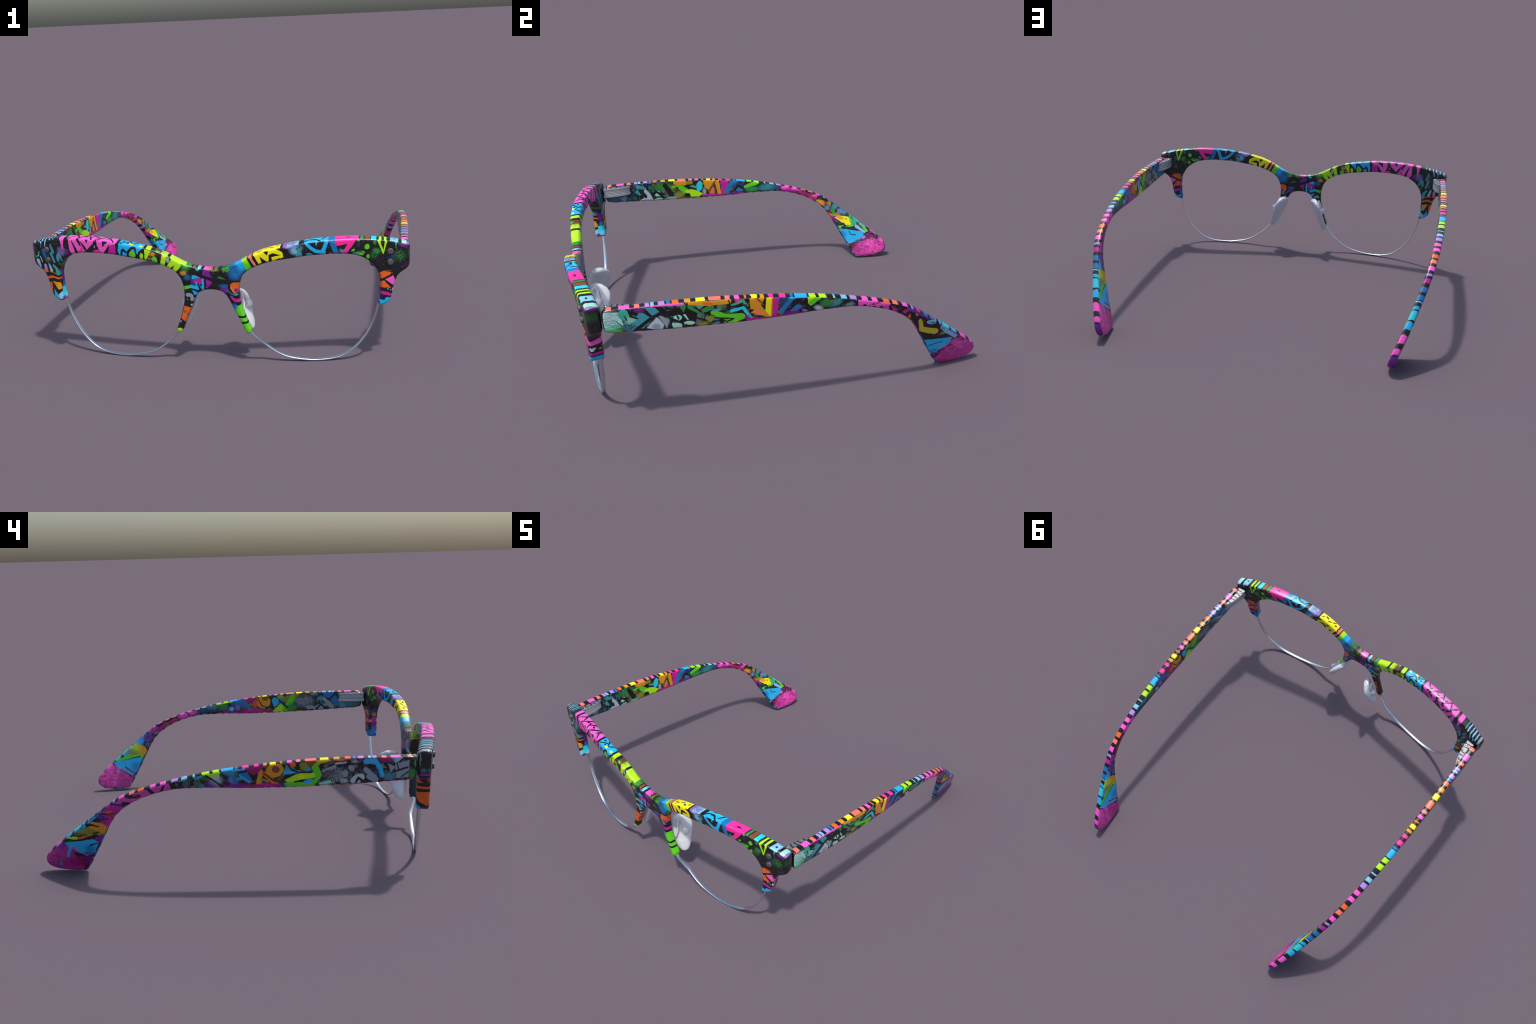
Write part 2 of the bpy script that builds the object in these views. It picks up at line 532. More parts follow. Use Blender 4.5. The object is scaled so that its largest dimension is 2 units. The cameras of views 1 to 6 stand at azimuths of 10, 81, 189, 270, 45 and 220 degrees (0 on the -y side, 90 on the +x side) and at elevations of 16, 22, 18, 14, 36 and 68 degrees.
    # pink lettering
    p.stroke("pink", [(-0.7968, 0.6525), (-0.7968, 0.6256), (-0.794, 0.5988)], 0.0117, 0.003)
    p.patch("pink", [(-0.7572, 0.6669), (-0.5975, 0.6755), (-0.6128, 0.6364), (-0.6511, 0.6028), (-0.6775, 0.5829), (-0.7405, 0.5692), (-0.7553, 0.5964)])
    p.patch("rose", [(-0.6803, 0.6204), (-0.67, 0.6186), (-0.6775, 0.5829), (-0.7044, 0.58)])
    p.stroke("black", [(-0.737, 0.6463), (-0.7246, 0.6154), (-0.71, 0.5772)], 0.0022, 0.0091)
    p.stroke("black", [(-0.7028, 0.6579), (-0.6864, 0.6237)], 0.0087, 0.0039)
    p.stroke("black", [(-0.6872, 0.6467), (-0.6674, 0.6188), (-0.6534, 0.5857)], 0.0013, 0.0113)
    p.patch("black", [(-0.6589, 0.6615), (-0.6366, 0.6628), (-0.6487, 0.6368)])
    p.patch("pink", [(-0.5894, 0.6592), (-0.568, 0.6674), (-0.484, 0.6544), (-0.4884, 0.5849), (-0.5679, 0.5869), (-0.5895, 0.6183)])
    p.patch("rose", [(-0.6124, 0.6003), (-0.583, 0.609), (-0.5629, 0.586), (-0.6144, 0.5844)])
    p.patch("magenta", [(-0.5195, 0.6291), (-0.4854, 0.6424), (-0.4884, 0.5849), (-0.531, 0.5865)])
    p.stroke("black", [(-0.5892, 0.6208), (-0.5783, 0.596)], 0.0043, 0.0009)
    p.patch("black", [(-0.5575, 0.6535), (-0.5225, 0.6557), (-0.559, 0.6211)])
    p.patch("black", [(-0.516, 0.6412), (-0.5308, 0.5877), (-0.5575, 0.5882)])
    p.blob("lavender", (-0.6045, 0.6212), (0.0035, 0.0074), -8)
    p.stroke("lavender", [(-0.6684, 0.6018), (-0.6591, 0.5926)], 0.003, 0.0017)
    # cyan and lime lettering
    p.patch("cyan", [(-0.4647, 0.6478), (-0.459, 0.6551), (-0.336, 0.6278), (-0.369, 0.5866), (-0.4236, 0.5776), (-0.4685, 0.582), (-0.4738, 0.607)])
    p.stroke("aqua", [(-0.4585, 0.6485), (-0.3389, 0.623)], 0.0035)
    p.stroke("black", [(-0.4566, 0.5788), (-0.4519, 0.6053), (-0.4442, 0.6127), (-0.4309, 0.6001)], 0.0057)
    p.stroke("black", [(-0.4212, 0.5777), (-0.4185, 0.6017), (-0.3993, 0.6213), (-0.3842, 0.6266)], 0.0065)
    p.stroke("black", [(-0.3815, 0.629), (-0.3738, 0.5984), (-0.372, 0.5698)], 0.0065, 0.0052)
    p.stroke("black", [(-0.3671, 0.57), (-0.358, 0.5989), (-0.3344, 0.6207)], 0.0052)
    p.blob("cyan", (-0.3689, 0.6105), (0.0052, 0.0174), -6)
    p.blob("leaf", (-0.3941, 0.5905), (0.0156, 0.02), 20)
    p.blob("lime", (-0.3474, 0.5802), (0.0087, 0.0174), -5)
    p.stroke("black", [(-0.3321, 0.616), (-0.3356, 0.5612)], 0.0035)
    p.patch("lime", [(-0.3289, 0.6172), (-0.2968, 0.6091), (-0.3225, 0.5625), (-0.3319, 0.5636)])
    p.patch("char", [(-0.2958, 0.608), (-0.2376, 0.5931), (-0.253, 0.5406), (-0.3215, 0.5613)])
    p.spray("amber", (-0.2902, 0.5926), (0.0283, 0.0196), 0, amount=0.9)
    p.spray("olive", (-0.3066, 0.5686), (0.0174, 0.013), 0, amount=0.7)
    p.blob("leaf", (-0.2803, 0.5618), (0.0148, 0.0185), 15)
    p.stroke("black", [(-0.259, 0.5762), (-0.2588, 0.5405)], 0.0048)
    p.patch("lime", [(-0.2388, 0.593), (-0.2142, 0.5862), (-0.2312, 0.5277), (-0.2538, 0.537)])
    p.mist("yellow", (-0.2307, 0.5789), (0.013, 0.0087), 0, 0.8)
    p.patch("char", [(-0.2144, 0.5838), (-0.1882, 0.5744), (-0.2212, 0.5242), (-0.2302, 0.5277)])
    p.spray("mint", (-0.2112, 0.5625), (0.013, 0.0239), 0, amount=0.7)
    p.patch("lime", [(-0.1874, 0.5756), (-0.1362, 0.5527), (-0.1475, 0.5266), (-0.1765, 0.4968), (-0.2212, 0.5237)])
    p.patch("black", [(-0.1778, 0.5351), (-0.1927, 0.5089), (-0.2047, 0.5172)])
    p.mist("green", (-0.1248, 0.5241), (0.0261, 0.0261), 0, 0.8)
    p.spray("leaf", (-0.1242, 0.5313), (0.0261, 0.0196), 0, amount=0.6)
    p.spray("amber", (-0.1365, 0.4931), (0.0283, 0.0196), 0, amount=0.9)
    p.mist("navy", (-0.1156, 0.4666), (0.0196, 0.013), 0, 0.9)
    p.spray("aqua", (-0.0616, 0.512), (0.0196, 0.013), 30, amount=0.8)
    # bridge
    p.mist("blue", (-0.1195, 0.4721), (0.0174, 0.0199), 0, 0.5)
    p.stroke("black", [(-0.1459, 0.4391), (-0.1009, 0.4418)], 0.0099)
    p.patch("leaf", [(-0.1435, 0.4211), (-0.1015, 0.428), (-0.1016, 0.4128), (-0.1397, 0.4026)])
    p.patch("magenta", [(-0.0984, 0.457), (-0.0438, 0.4666), (-0.0396, 0.4529), (-0.0509, 0.424), (-0.0774, 0.4391), (-0.0994, 0.4446)])
    p.patch("plum", [(-0.0985, 0.4556), (-0.0838, 0.4583), (-0.0849, 0.4446), (-0.0994, 0.4446)])
    p.patch("navy", [(-0.1, 0.4432), (-0.0772, 0.4418), (-0.0785, 0.4253), (-0.101, 0.4308)])
    p.patch("cyan", [(-0.0938, 0.4817), (-0.0742, 0.4808), (-0.0502, 0.468), (-0.0956, 0.4597)])
    p.stroke("cyan", [(-0.1012, 0.4219), (-0.0715, 0.4129)], 0.0084)
    p.stroke("cyan", [(-0.074, 0.4418), (-0.0671, 0.4087)], 0.004, 0.0065)
    p.stroke("black", [(-0.066, 0.4336), (-0.0514, 0.4005)], 0.0045, 0.0055)
    p.stroke("cyan", [(-0.0376, 0.4611), (-0.0404, 0.406)], 0.0035, 0.0065)
    p.stroke("cyan", [(-0.062, 0.4336), (-0.0393, 0.4033)], 0.001, 0.003)
    p.patch("plum", [(-0.0357, 0.5049), (-0.0091, 0.5116), (0.0118, 0.4655), (-0.0405, 0.483)])
    p.patch("plum", [(-0.0289, 0.4617), (0.0112, 0.4455), (0.0006, 0.4282), (-0.0217, 0.4094)])
    p.mist("magenta", (-0.0141, 0.4419), (0.0149, 0.0124), 0, 0.5)
    p.stroke("black", [(-0.0256, 0.4639), (-0.0231, 0.4088)], 0.002)
    p.stroke("black", [(-0.0559, 0.4803), (-0.038, 0.4735), (0.0133, 0.4573)], 0.0065, 0.006)
    p.patch("cyan", [(-0.0993, 0.4025), (-0.0656, 0.3865), (-0.0759, 0.3726), (-0.0875, 0.3767)])
    p.blob("grey", (-0.113, 0.3725), (0.0204, 0.0124), -15)
    p.blob("grey", (-0.1, 0.353), (0.0119, 0.0124))
    p.stroke("black", [(-0.1152, 0.3613), (-0.1154, 0.3418)], 0.0055)
    p.blob("white", (-0.1066, 0.3193), (0.0037, 0.007))
    p.blob("white", (-0.1254, 0.3501), (0.0022, 0.0022))
    p.patch("orange", [(-0.1442, 0.315), (-0.1026, 0.3025), (-0.1398, 0.2201), (-0.1666, 0.247)])
    p.mist("brown", (-0.1428, 0.2826), (0.0112, 0.0099), 0, 0.8)
    p.mist("black", (-0.123, 0.2628), (0.0099, 0.0112), 0, 0.8)
    p.blob("pale", (-0.17, 0.2285), (0.0035, 0.0065))
    p.blob("lime", (-0.1781, 0.1797), (0.0149, 0.0124))
    p.spray("olive", (0.0195, 0.5079), (0.0397, 0.0124), 0, amount=0.6)
    p.spray("leaf", (0.0831, 0.5145), (0.0323, 0.0224), 0, amount=0.5)
    p.patch("green", [(0.0365, 0.4674), (0.049, 0.4763), (0.0859, 0.4569)])
    p.mist("blue", (0.1343, 0.4966), (0.0422, 0.0422), 0, 1)
    p.mist("cyan", (0.1653, 0.535), (0.0273, 0.0323), 20, 0.9)
    p.stroke("navy", [(0.1206, 0.5287), (0.1513, 0.4753)], 0.0012)
    p.mist("black", (0.1613, 0.4673), (0.0124, 0.0149), 0, 0.8)
    p.spray("green", (0.1618, 0.4755), (0.0149, 0.0149), 0, amount=0.5)
    p.mist("blue", (0.0692, 0.4242), (0.0273, 0.0112), 0, 0.7)
    p.mist("plum", (0.0678, 0.4022), (0.0224, 0.0149), 15, 1)
    p.mist("blue", (0.0986, 0.3891), (0.0224, 0.0224), 0, 0.7)
    p.blob("black", (0.1294, 0.4174), (0.0397, 0.036))
    p.patch("orange", [(0.1015, 0.4332), (0.1153, 0.4444), (0.16, 0.4455), (0.1571, 0.3962), (0.1172, 0.3896), (0.1014, 0.4112)])
    p.mist("plum", (0.1312, 0.4038), (0.0137, 0.0112), 0, 1)
    p.stroke("amber", [(0.1057, 0.4168), (0.1172, 0.3896)], 0.0045, 0.0025)
    p.mist("sea", (0.1272, 0.3816), (0.0124, 0.0075), 0, 1)
    p.stroke("black", [(0.0852, 0.386), (0.1002, 0.3726), (0.1236, 0.365), (0.1555, 0.3686)], 0.0065)
    p.stroke("magenta", [(0.1024, 0.3644), (0.1199, 0.3483), (0.1542, 0.3479)], 0.0084, 0.0094)
    p.stroke("black", [(0.0864, 0.3833), (0.1013, 0.3477), (0.1266, 0.3276), (0.1558, 0.3299)], 0.0055, 0.0065)
    p.mist("blue", (0.1122, 0.3091), (0.0224, 0.0224), 0, 1)
    p.patch("leaf", [(0.1286, 0.318), (0.1583, 0.3272), (0.1764, 0.2749), (0.2093, 0.2), (0.1942, 0.1656), (0.1651, 0.1701), (0.1152, 0.2938)])
    p.mist("blue", (0.1175, 0.3092), (0.0149, 0.0174), -40, 0.9)
    p.stroke("black", [(0.125, 0.2591), (0.1675, 0.2578), (0.1817, 0.275)], 0.0055)
    p.stroke("black", [(0.1443, 0.2246), (0.1871, 0.229), (0.201, 0.2421)], 0.0055)
    # green, salmon and yellow lettering
    p.patch("leaf", [(0.1653, 0.5626), (0.197, 0.5818), (0.2218, 0.5235), (0.1925, 0.502)])
    p.mist("lime", (0.1868, 0.5606), (0.0196, 0.0152), -30, 0.7)
    p.mist("cyan", (0.1611, 0.5484), (0.0109, 0.0283), -10, 0.8)
    p.stroke("black", [(0.1982, 0.5819), (0.2027, 0.5632), (0.2272, 0.5188)], 0.0057)
    p.stroke("salmon", [(0.2124, 0.5959), (0.2133, 0.5726), (0.2389, 0.5282)], 0.0065)
    p.stroke("black", [(0.2256, 0.5936), (0.2256, 0.5726), (0.2526, 0.533)], 0.0059)
    p.patch("yellow", [(0.2289, 0.5912), (0.2565, 0.6098), (0.3639, 0.6394), (0.3712, 0.607), (0.415, 0.5863), (0.4025, 0.5728), (0.3229, 0.5584), (0.2551, 0.5376)])
    p.patch("black", [(0.2753, 0.607), (0.3027, 0.611), (0.2972, 0.5878)])
    p.patch("black", [(0.2591, 0.5824), (0.3004, 0.553), (0.2688, 0.5447)])
    p.patch("black", [(0.3044, 0.5913), (0.3248, 0.6011), (0.3628, 0.5899), (0.3194, 0.5802)])
    p.patch("black", [(0.3044, 0.5913), (0.3177, 0.5913), (0.3195, 0.5577), (0.3027, 0.5541)])
    p.patch("black", [(0.3402, 0.6241), (0.3563, 0.6263), (0.3606, 0.6137)])
    p.stroke("black", [(0.3443, 0.567), (0.361, 0.5726)], 0.0026)
    p.blob("black", (0.3731, 0.5742), (0.007, 0.0035), 15)
    p.patch("black", [(0.3668, 0.6325), (0.3875, 0.6342), (0.4022, 0.6224), (0.415, 0.5863), (0.3712, 0.6075)])
    p.stroke("black", [(0.3869, 0.6182), (0.427, 0.5872)], 0.0065, 0.0087)
    p.mist("lavender", (0.4048, 0.6327), (0.0239, 0.0098), 12, 1)
    p.mist("sky", (0.441, 0.6145), (0.0326, 0.0239), 10, 0.9)
    p.spray("char", (0.4564, 0.621), (0.0304, 0.0261), 0, amount=0.6)
    p.patch("teal", [(0.4476, 0.6167), (0.4716, 0.6207), (0.468, 0.5793), (0.4354, 0.5801)])
    p.spray("black", (0.4755, 0.6091), (0.0196, 0.0261), 0, amount=0.8)
    p.blob("teal", (0.5052, 0.5875), (0.0174, 0.0098), -10)
    p.stroke("cyan", [(0.4897, 0.6454), (0.5127, 0.6217), (0.5358, 0.6058), (0.5636, 0.5988)], 0.0074, 0.0096)
    p.stroke("cyan", [(0.5636, 0.5988), (0.5759, 0.6189), (0.5898, 0.6572)], 0.0096)
    p.stroke("cyan", [(0.5739, 0.5822), (0.5755, 0.6006)], 0.0078)
    p.patch("cyan", [(0.5329, 0.654), (0.5447, 0.6535), (0.5386, 0.6293)])
    p.stroke("blue", [(0.6122, 0.6562), (0.6242, 0.6191), (0.6343, 0.5863)], 0.0122)
    p.blob("orange", (0.6047, 0.5901), (0.0078, 0.0057))
    # wearer's left end piece: splashes, a dot and a V on black
    p.patch("rose", [(0.627, 0.6711), (0.7329, 0.6603), (0.7253, 0.6425), (0.6886, 0.6366), (0.6442, 0.6167), (0.63, 0.6397)])
    p.patch("rose", [(0.6886, 0.6387), (0.7316, 0.6539), (0.6791, 0.5807), (0.6595, 0.583)])
    p.mist("magenta", (0.6707, 0.593), (0.0174, 0.0149), 0, 0.6)
    p.mist("teal", (0.6611, 0.604), (0.0149, 0.0124), 0, 0.8)
    p.patch("black", [(0.654, 0.6149), (0.6874, 0.6361), (0.6684, 0.6036)])
    p.mist("navy", (0.7423, 0.6311), (0.0112, 0.0149), 0, 0.4)
    p.blob("leaf", (0.7826, 0.6171), (0.0124, 0.0144), -15)
    p.mist("green", (0.8278, 0.5922), (0.0199, 0.0149), -30, 0.9)
    p.mist("green", (0.8194, 0.6373), (0.0084, 0.0124), 0, 0.9)
    p.stroke("lime", [(0.8342, 0.6573), (0.8451, 0.6254), (0.8597, 0.5798)], 0.0075, 0.0035)
    p.stroke("lime", [(0.8745, 0.647), (0.8696, 0.6212), (0.8601, 0.5797)], 0.006, 0.003)
    p.blob("leaf", (0.715, 0.6032), (0.0094, 0.005), 25)
    p.blob("leaf", (0.7515, 0.5802), (0.0137, 0.0065))
    p.blob("leaf", (0.7858, 0.5656), (0.0079, 0.0119), -10)
    p.blob("leaf", (0.7669, 0.5904), (0.0035, 0.0055), 30)
    p.blob("olive", (0.7413, 0.6521), (0.0075, 0.006))
    p.spray("leaf", (0.7418, 0.5865), (0.0397, 0.0149), 0, amount=0.5)
    p.mist("teal", (0.727, 0.582), (0.0199, 0.0099), 0, 0.6)
    p.mist("plum", (0.9579, 0.615), (0.0248, 0.0112), -10, 0.75)
    p.patch("sea", [(0.9149, 0.639), (0.9271, 0.6381), (0.9211, 0.6018)])
    p.mist("green", (0.984, 0.5789), (0.0065, 0.0224), 0, 0.2)
    p.spray("green", (0.9384, 0.561), (0.0422, 0.0373), 0, amount=0.28)
    p.mist("navy", (0.899, 0.5585), (0.0224, 0.0149), 0, 0.6)
    p.mist("plum", (0.9585, 0.5063), (0.0174, 0.0075), 30, 0.3)
    p.spray("green", (0.8129, 0.5693), (0.0273, 0.0224), 0, amount=0.3)
    p.patch("orange", [(0.8396, 0.4787), (0.8644, 0.4878), (0.9003, 0.4758), (0.8941, 0.4655), (0.8481, 0.4446)])
    p.mist("brown", (0.8817, 0.4852), (0.0199, 0.006), 0, 0.6)
    p.patch("pink", [(0.8692, 0.4417), (0.9085, 0.4604), (0.9202, 0.4231), (0.9128, 0.4047)])
    p.patch("orange", [(0.8369, 0.4237), (0.8618, 0.4377), (0.8978, 0.3944), (0.848, 0.4008)])
    p.patch("amber", [(0.8269, 0.4188), (0.8468, 0.4231), (0.8467, 0.4001), (0.8293, 0.4024)])
    p.blob("mint", (0.8816, 0.3899), (0.003, 0.003))
    p.blob("mint", (0.8961, 0.3842), (0.0022, 0.0035))
    p.stroke("white", [(0.9053, 0.3917), (0.9053, 0.3754)], 0.002)
    p.stroke("magenta", [(0.8516, 0.3734), (0.9016, 0.3571)], 0.0089, 0.007)
    p.patch("cyan", [(0.8365, 0.336), (0.8715, 0.3309), (0.874, 0.29), (0.8338, 0.2928)])
    p.patch("cyan", [(0.8678, 0.3386), (0.8766, 0.3469), (0.9066, 0.3411), (0.9042, 0.2877), (0.8677, 0.2905)])
    p.patch("blue", [(0.8215, 0.3457), (0.839, 0.3392), (0.8388, 0.3035), (0.8213, 0.3045)])
    p.stroke("indigo", [(0.8272, 0.4888), (0.8321, 0.4724)], 0.0045)
    p.stroke("olive", [(0.8358, 0.4641), (0.8394, 0.4451)], 0.004)
    p.stroke("magenta", [(0.8399, 0.4343), (0.8422, 0.399)], 0.004)
    p.stroke("plum", [(0.8412, 0.3963), (0.8404, 0.3773)], 0.004)
    p.stroke("blue", [(0.8404, 0.3664), (0.8377, 0.3393)], 0.005)
    p.blob("plum", (0.8377, 0.3173), (0.005, 0.0084))
    return p.finish(0.75)


def print_top():
    """Bars and slashes along the upper edge of the brow piece, drawn in the x-y plane."""
    p = Print("graffiti_brow_edge_print", "x", "y", wobble=0.004, scale=45.0)
    at = lambda x, d: (x, front_plan(abs(x)) + d)
    p.over(1.0, "black")
    p.bands([
        ("grey", -0.976, -0.960), ("sky", -0.945, -0.938), ("sky", -0.922, -0.913), ("sky", -0.9, -0.893), ("sky", -0.876, -0.868), ("teal", -0.855, -0.848),
        ("pink", -0.812, -0.782), ("pink", -0.762, -0.478), ("cyan", -0.462, -0.335), ("lime", -0.322, -0.296), ("brown", -0.276, -0.245), ("lime", -0.245, -0.212),
        ("lime", -0.198, -0.12), ("green", -0.118, -0.092), ("brown", -0.085, -0.07), ("sky", -0.062, -0.045), ("pink", -0.03, 0.014), ("olive", 0.025, 0.045),
        ("green", 0.062, 0.1), ("blue", 0.1, 0.13), ("cyan", 0.13, 0.165), ("lime", 0.165, 0.192), ("salmon", 0.199, 0.216), ("yellow", 0.224, 0.362),
        ("violet", 0.374, 0.395), ("sky", 0.395, 0.452), ("cyan", 0.478, 0.6), ("blue", 0.596, 0.632), ("rose", 0.63, 0.742), ("green", 0.748, 0.765),
        ("brown", 0.772, 0.795), ("aqua", 0.8, 0.826), ("lime", 0.838, 0.85), ("lime", 0.862, 0.874), ("sky", 0.893, 0.932), ("mint", 0.948, 0.972),
        ("violet", 0.972, 0.99)])
    # black slashes that break the pink, cyan and yellow runs into letters
    for x, lean, w, d0, d1 in ((-.735, .022, .008, .000, .050), (-.706, -.010, .010, .020, .060), (-.690, .016, .006, .000, .024), (-.664, .024, .009, .010, .060),
                               (-.628, -.008, .007, .000, .036), (-.607, .018, .010, .028, .060), (-.586, .012, .006, .000, .030), (-.556, .026, .008, .004, .060),
                               (-.522, .010, .011, .026, .060), (-.505, -.012, .006, .000, .030), (-.440, .020, .006, .000, .034), (-.412, -.012, .008, .028, .060),
                               (-.384, .022, .006, .004, .060), (.500, .024, .009, .010, .060), (.540, -.020, .008, .000, .036), (.574, .012, .007, .020, .060)):
        p.stroke("black", [at(x - lean, d0), at(x - lean * 0.1, (d0 + d1) / 2), at(x + lean, d1)], w * 0.45, w * 0.85)
    for x, d, a, b, t in ((-.655, .030, .012, .006, 30), (-.590, .036, .010, .007, -20), (-.445, .036, .009, .006, 10), (-.415, .018, .010, .006, 0),
                          (.245, .030, .008, .005, 20), (.262, .018, .014, .004, 35), (.292, .036, .016, .004, 25), (.318, .022, .014, .005, -20), (.345, .034, .012, .004, 30),
                          (.515, .032, .014, .010, 0), (.690, .026, .014, .006, 10), (.912, .030, .007, .006, 0)):
        p.blob("black", at(x, d), (a, b), t)
    p.blob("yellow", at(-.402, .014), (.012, .008)); p.blob("yellow", at(-.350, .016), (.010, .008)); p.blob("cyan", at(-.350, .040), (.016, .007), 20)
    p.blob("leaf", at(-.262, .014), (.010, .010)); p.stroke("aqua", [at(.49, .040), at(.56, .046)], .005)
    p.spray("char", at(-.26, .03), (.05, .05), 0, amount=0.4); p.spray("plum", at(.42, .03), (.04, .04), 0, amount=0.5); p.spray("char", at(.05, .03), (.09, .05), 0, amount=0.5)
    p.mist("black", at(-.02, .05), (.2, .012), 0, 0.5)
    return p.finish(0.6)


def print_strip():
    """Short bars on the narrow edge that runs round each temple, drawn along y."""
    p = Print("graffiti_temple_edge_print", "y", "x", wobble=0.006, scale=42.0)
    p.over(1.0, "black")
    bars = [
        ("blue", -0.8, -0.798), ("coral", -0.796, -0.765), ("pink", -0.742, -0.685), ("coral", -0.673, -0.644), ("lavender", -0.626, -0.602), ("sky", -0.602, -0.582),
        ("lavender", -0.569, -0.534), ("blue", -0.532, -0.511), ("orange", -0.508, -0.474), ("amber", -0.456, -0.422), ("yellow", -0.407, -0.357), ("coral", -0.351, -0.287),
        ("salmon", -0.276, -0.249), ("pink", -0.236, -0.208), ("orange", -0.19, -0.177), ("yellow", -0.162, -0.127), ("amber", -0.12, -0.097), ("rose", -0.081, -0.054),
        ("rose", -0.035, 0.002), ("blue", 0.018, 0.035), ("cyan", 0.035, 0.103), ("lime", 0.103, 0.14), ("lime", 0.149, 0.191), ("sky", 0.218, 0.231),
        ("sky", 0.253, 0.288), ("lavender", 0.296, 0.336), ("pink", 0.354, 0.389), ("pink", 0.404, 0.438), ("orange", 0.459, 0.497), ("coral", 0.507, 0.54),
        ("pink", 0.556, 0.592), ("lavender", 0.604, 0.622), ("magenta", 0.632, 0.66), ("blue", 0.673, 0.703), ("blue", 0.712, 0.742), ("sky", 0.742, 0.752),
        ("cyan", 0.765, 0.785), ("aqua", 0.785, 0.835), ("cyan", 0.835, 0.878), ("pink", 0.893, 0.938), ("pink", 0.955, 0.982), ("plum", 0.982, 1)]
    # black shows between the bars and nibbles at their ends
    p.bands([(ink, a + 0.07 * (b - a) + 0.001, b - 0.07 * (b - a) - 0.001) for ink, a, b in bars])
    return p.finish(0.3)


def print_outer_right(span):
    """Print on the outside of the temple at +x, drawn in the y-z plane."""
    p = Print("graffiti_outer_print", "y", "z", wobble=0.0030, scale=48.0, span=span)
    p.glass([(0, "mint"), (.14, "teal"), (.24, "pale"), (.32, "green"), (.42, "amber"), (.46, "magenta"), (.52, "blue"), (.57, "leaf"), (.62, "teal"), (.67, "pink"), (.8, "plum"), (.9, "tip")], 26.0)
    p.patch("mint", [(-0.8149, 0.5913), (-0.7359, 0.5855), (-0.7217, 0.5166), (-0.8153, 0.4982)])
    p.mist("pale", (-0.779, 0.5586), (0.0417, 0.0347), 0, 0.7)
    p.blob("sea", (-0.7174, 0.5711), (0.0226, 0.0261), 30)
    p.mist("leaf", (-0.7563, 0.5026), (0.0452, 0.0156), 0, 0.8)
    p.patch("teal", [(-0.7253, 0.5171), (-0.6386, 0.5733), (-0.6029, 0.544), (-0.6352, 0.4986), (-0.7174, 0.489)])
    p.patch("teal", [(-0.6335, 0.5869), (-0.5922, 0.5958), (-0.5578, 0.5709), (-0.6007, 0.5478)])
    p.mist("mint", (-0.6931, 0.5436), (0.0278, 0.0174), 20, 0.7)
    p.spray("char", (-0.7115, 0.509), (0.0695, 0.0313), 0, amount=0.5)
    p.stroke("black", [(-0.6964, 0.5967), (-0.6877, 0.5593), (-0.6596, 0.5474)], 0.0052, 0.0035)
    p.stroke("black", [(-0.7516, 0.543), (-0.7255, 0.515)], 0.0017, 0.0028)
    p.mottle("teal", (-0.7701, 0.5413), (0.0591, 0.0452), 0, 60)
    p.mottle("sea", (-0.7944, 0.52), (0.0417, 0.0208), 0, 80)
    p.stroke("char", [(-0.7161, 0.5669), (-0.7075, 0.5456)], 0.0021, 0.0042)
    p.patch("pale", [(-0.6263, 0.4953), (-0.5752, 0.5444), (-0.5494, 0.5037), (-0.5576, 0.4756)])
    p.patch("grey", [(-0.574, 0.5566), (-0.525, 0.5253), (-0.5366, 0.4811), (-0.5523, 0.5124)])
    p.mist("navy", (-0.5832, 0.4999), (0.0208, 0.0139), 0, 0.5)
    p.stroke("black", [(-0.6729, 0.4913), (-0.6013, 0.5417), (-0.5553, 0.5582)], 0.009, 0.0056)
    p.stroke("black", [(-0.6265, 0.584), (-0.5974, 0.5432)], 0.0056)
    p.stroke("black", [(-0.5672, 0.5885), (-0.5338, 0.5513), (-0.4886, 0.5577)], 0.0104, 0.0167)
    p.blob("black", (-0.4424, 0.5309), (0.0452, 0.0243), 10)
    p.patch("mint", [(-0.5155, 0.5074), (-0.4711, 0.5015), (-0.4696, 0.4762), (-0.5103, 0.4817)])
    p.blob("mint", (-0.4875, 0.5278), (0.0188, 0.0146))
    p.stroke("black", [(-0.49, 0.5414), (-0.4841, 0.524)], 0.0028, 0.0049)
    p.stroke("mint", [(-0.4568, 0.537), (-0.4438, 0.5145)], 0.0049, 0.0028)
    p.stroke("black", [(-0.5288, 0.4842), (-0.5103, 0.5234), (-0.4674, 0.501), (-0.4293, 0.5084)], 0.0056)
    p.blob("mint", (-0.4377, 0.497), (0.0243, 0.009), -10)
    p.patch("green", [(-0.4784, 0.5892), (-0.4413, 0.5885), (-0.4595, 0.5497)])
    p.stroke("green", [(-0.4349, 0.5754), (-0.3823, 0.5313)], 0.009, 0.0035)
    p.blob("green", (-0.3524, 0.5543), (0.0278, 0.0125), 20)
    p.stroke("black", [(-0.4453, 0.585), (-0.4407, 0.5514)], 0.0035)
    p.blob("sea", (-0.3865, 0.5732), (0.0174, 0.0063), -10)
    p.stroke("leaf", [(-0.3294, 0.5326), (-0.2742, 0.5028), (-0.2055, 0.4968)], 0.0118, 0.0153)
    p.stroke("leaf", [(-0.2018, 0.494), (-0.2762, 0.4706)], 0.0146, 0.0118)
    p.stroke("lime", [(-0.2298, 0.4744), (-0.2766, 0.4641)], 0.0056)
    p.stroke("black", [(-0.3236, 0.5059), (-0.2405, 0.4891), (-0.2758, 0.4771)], 0.0035)
    p.blob("sea", (-0.3137, 0.5422), (0.0208, 0.0056), 5)
    p.blob("olive", (-0.3446, 0.5048), (0.0146, 0.016), -40)
    p.mist("olive", (-0.3784, 0.4819), (0.0278, 0.0139), 0, 1)
    p.blob("teal", (-0.3218, 0.4754), (0.0191, 0.0083), 15)
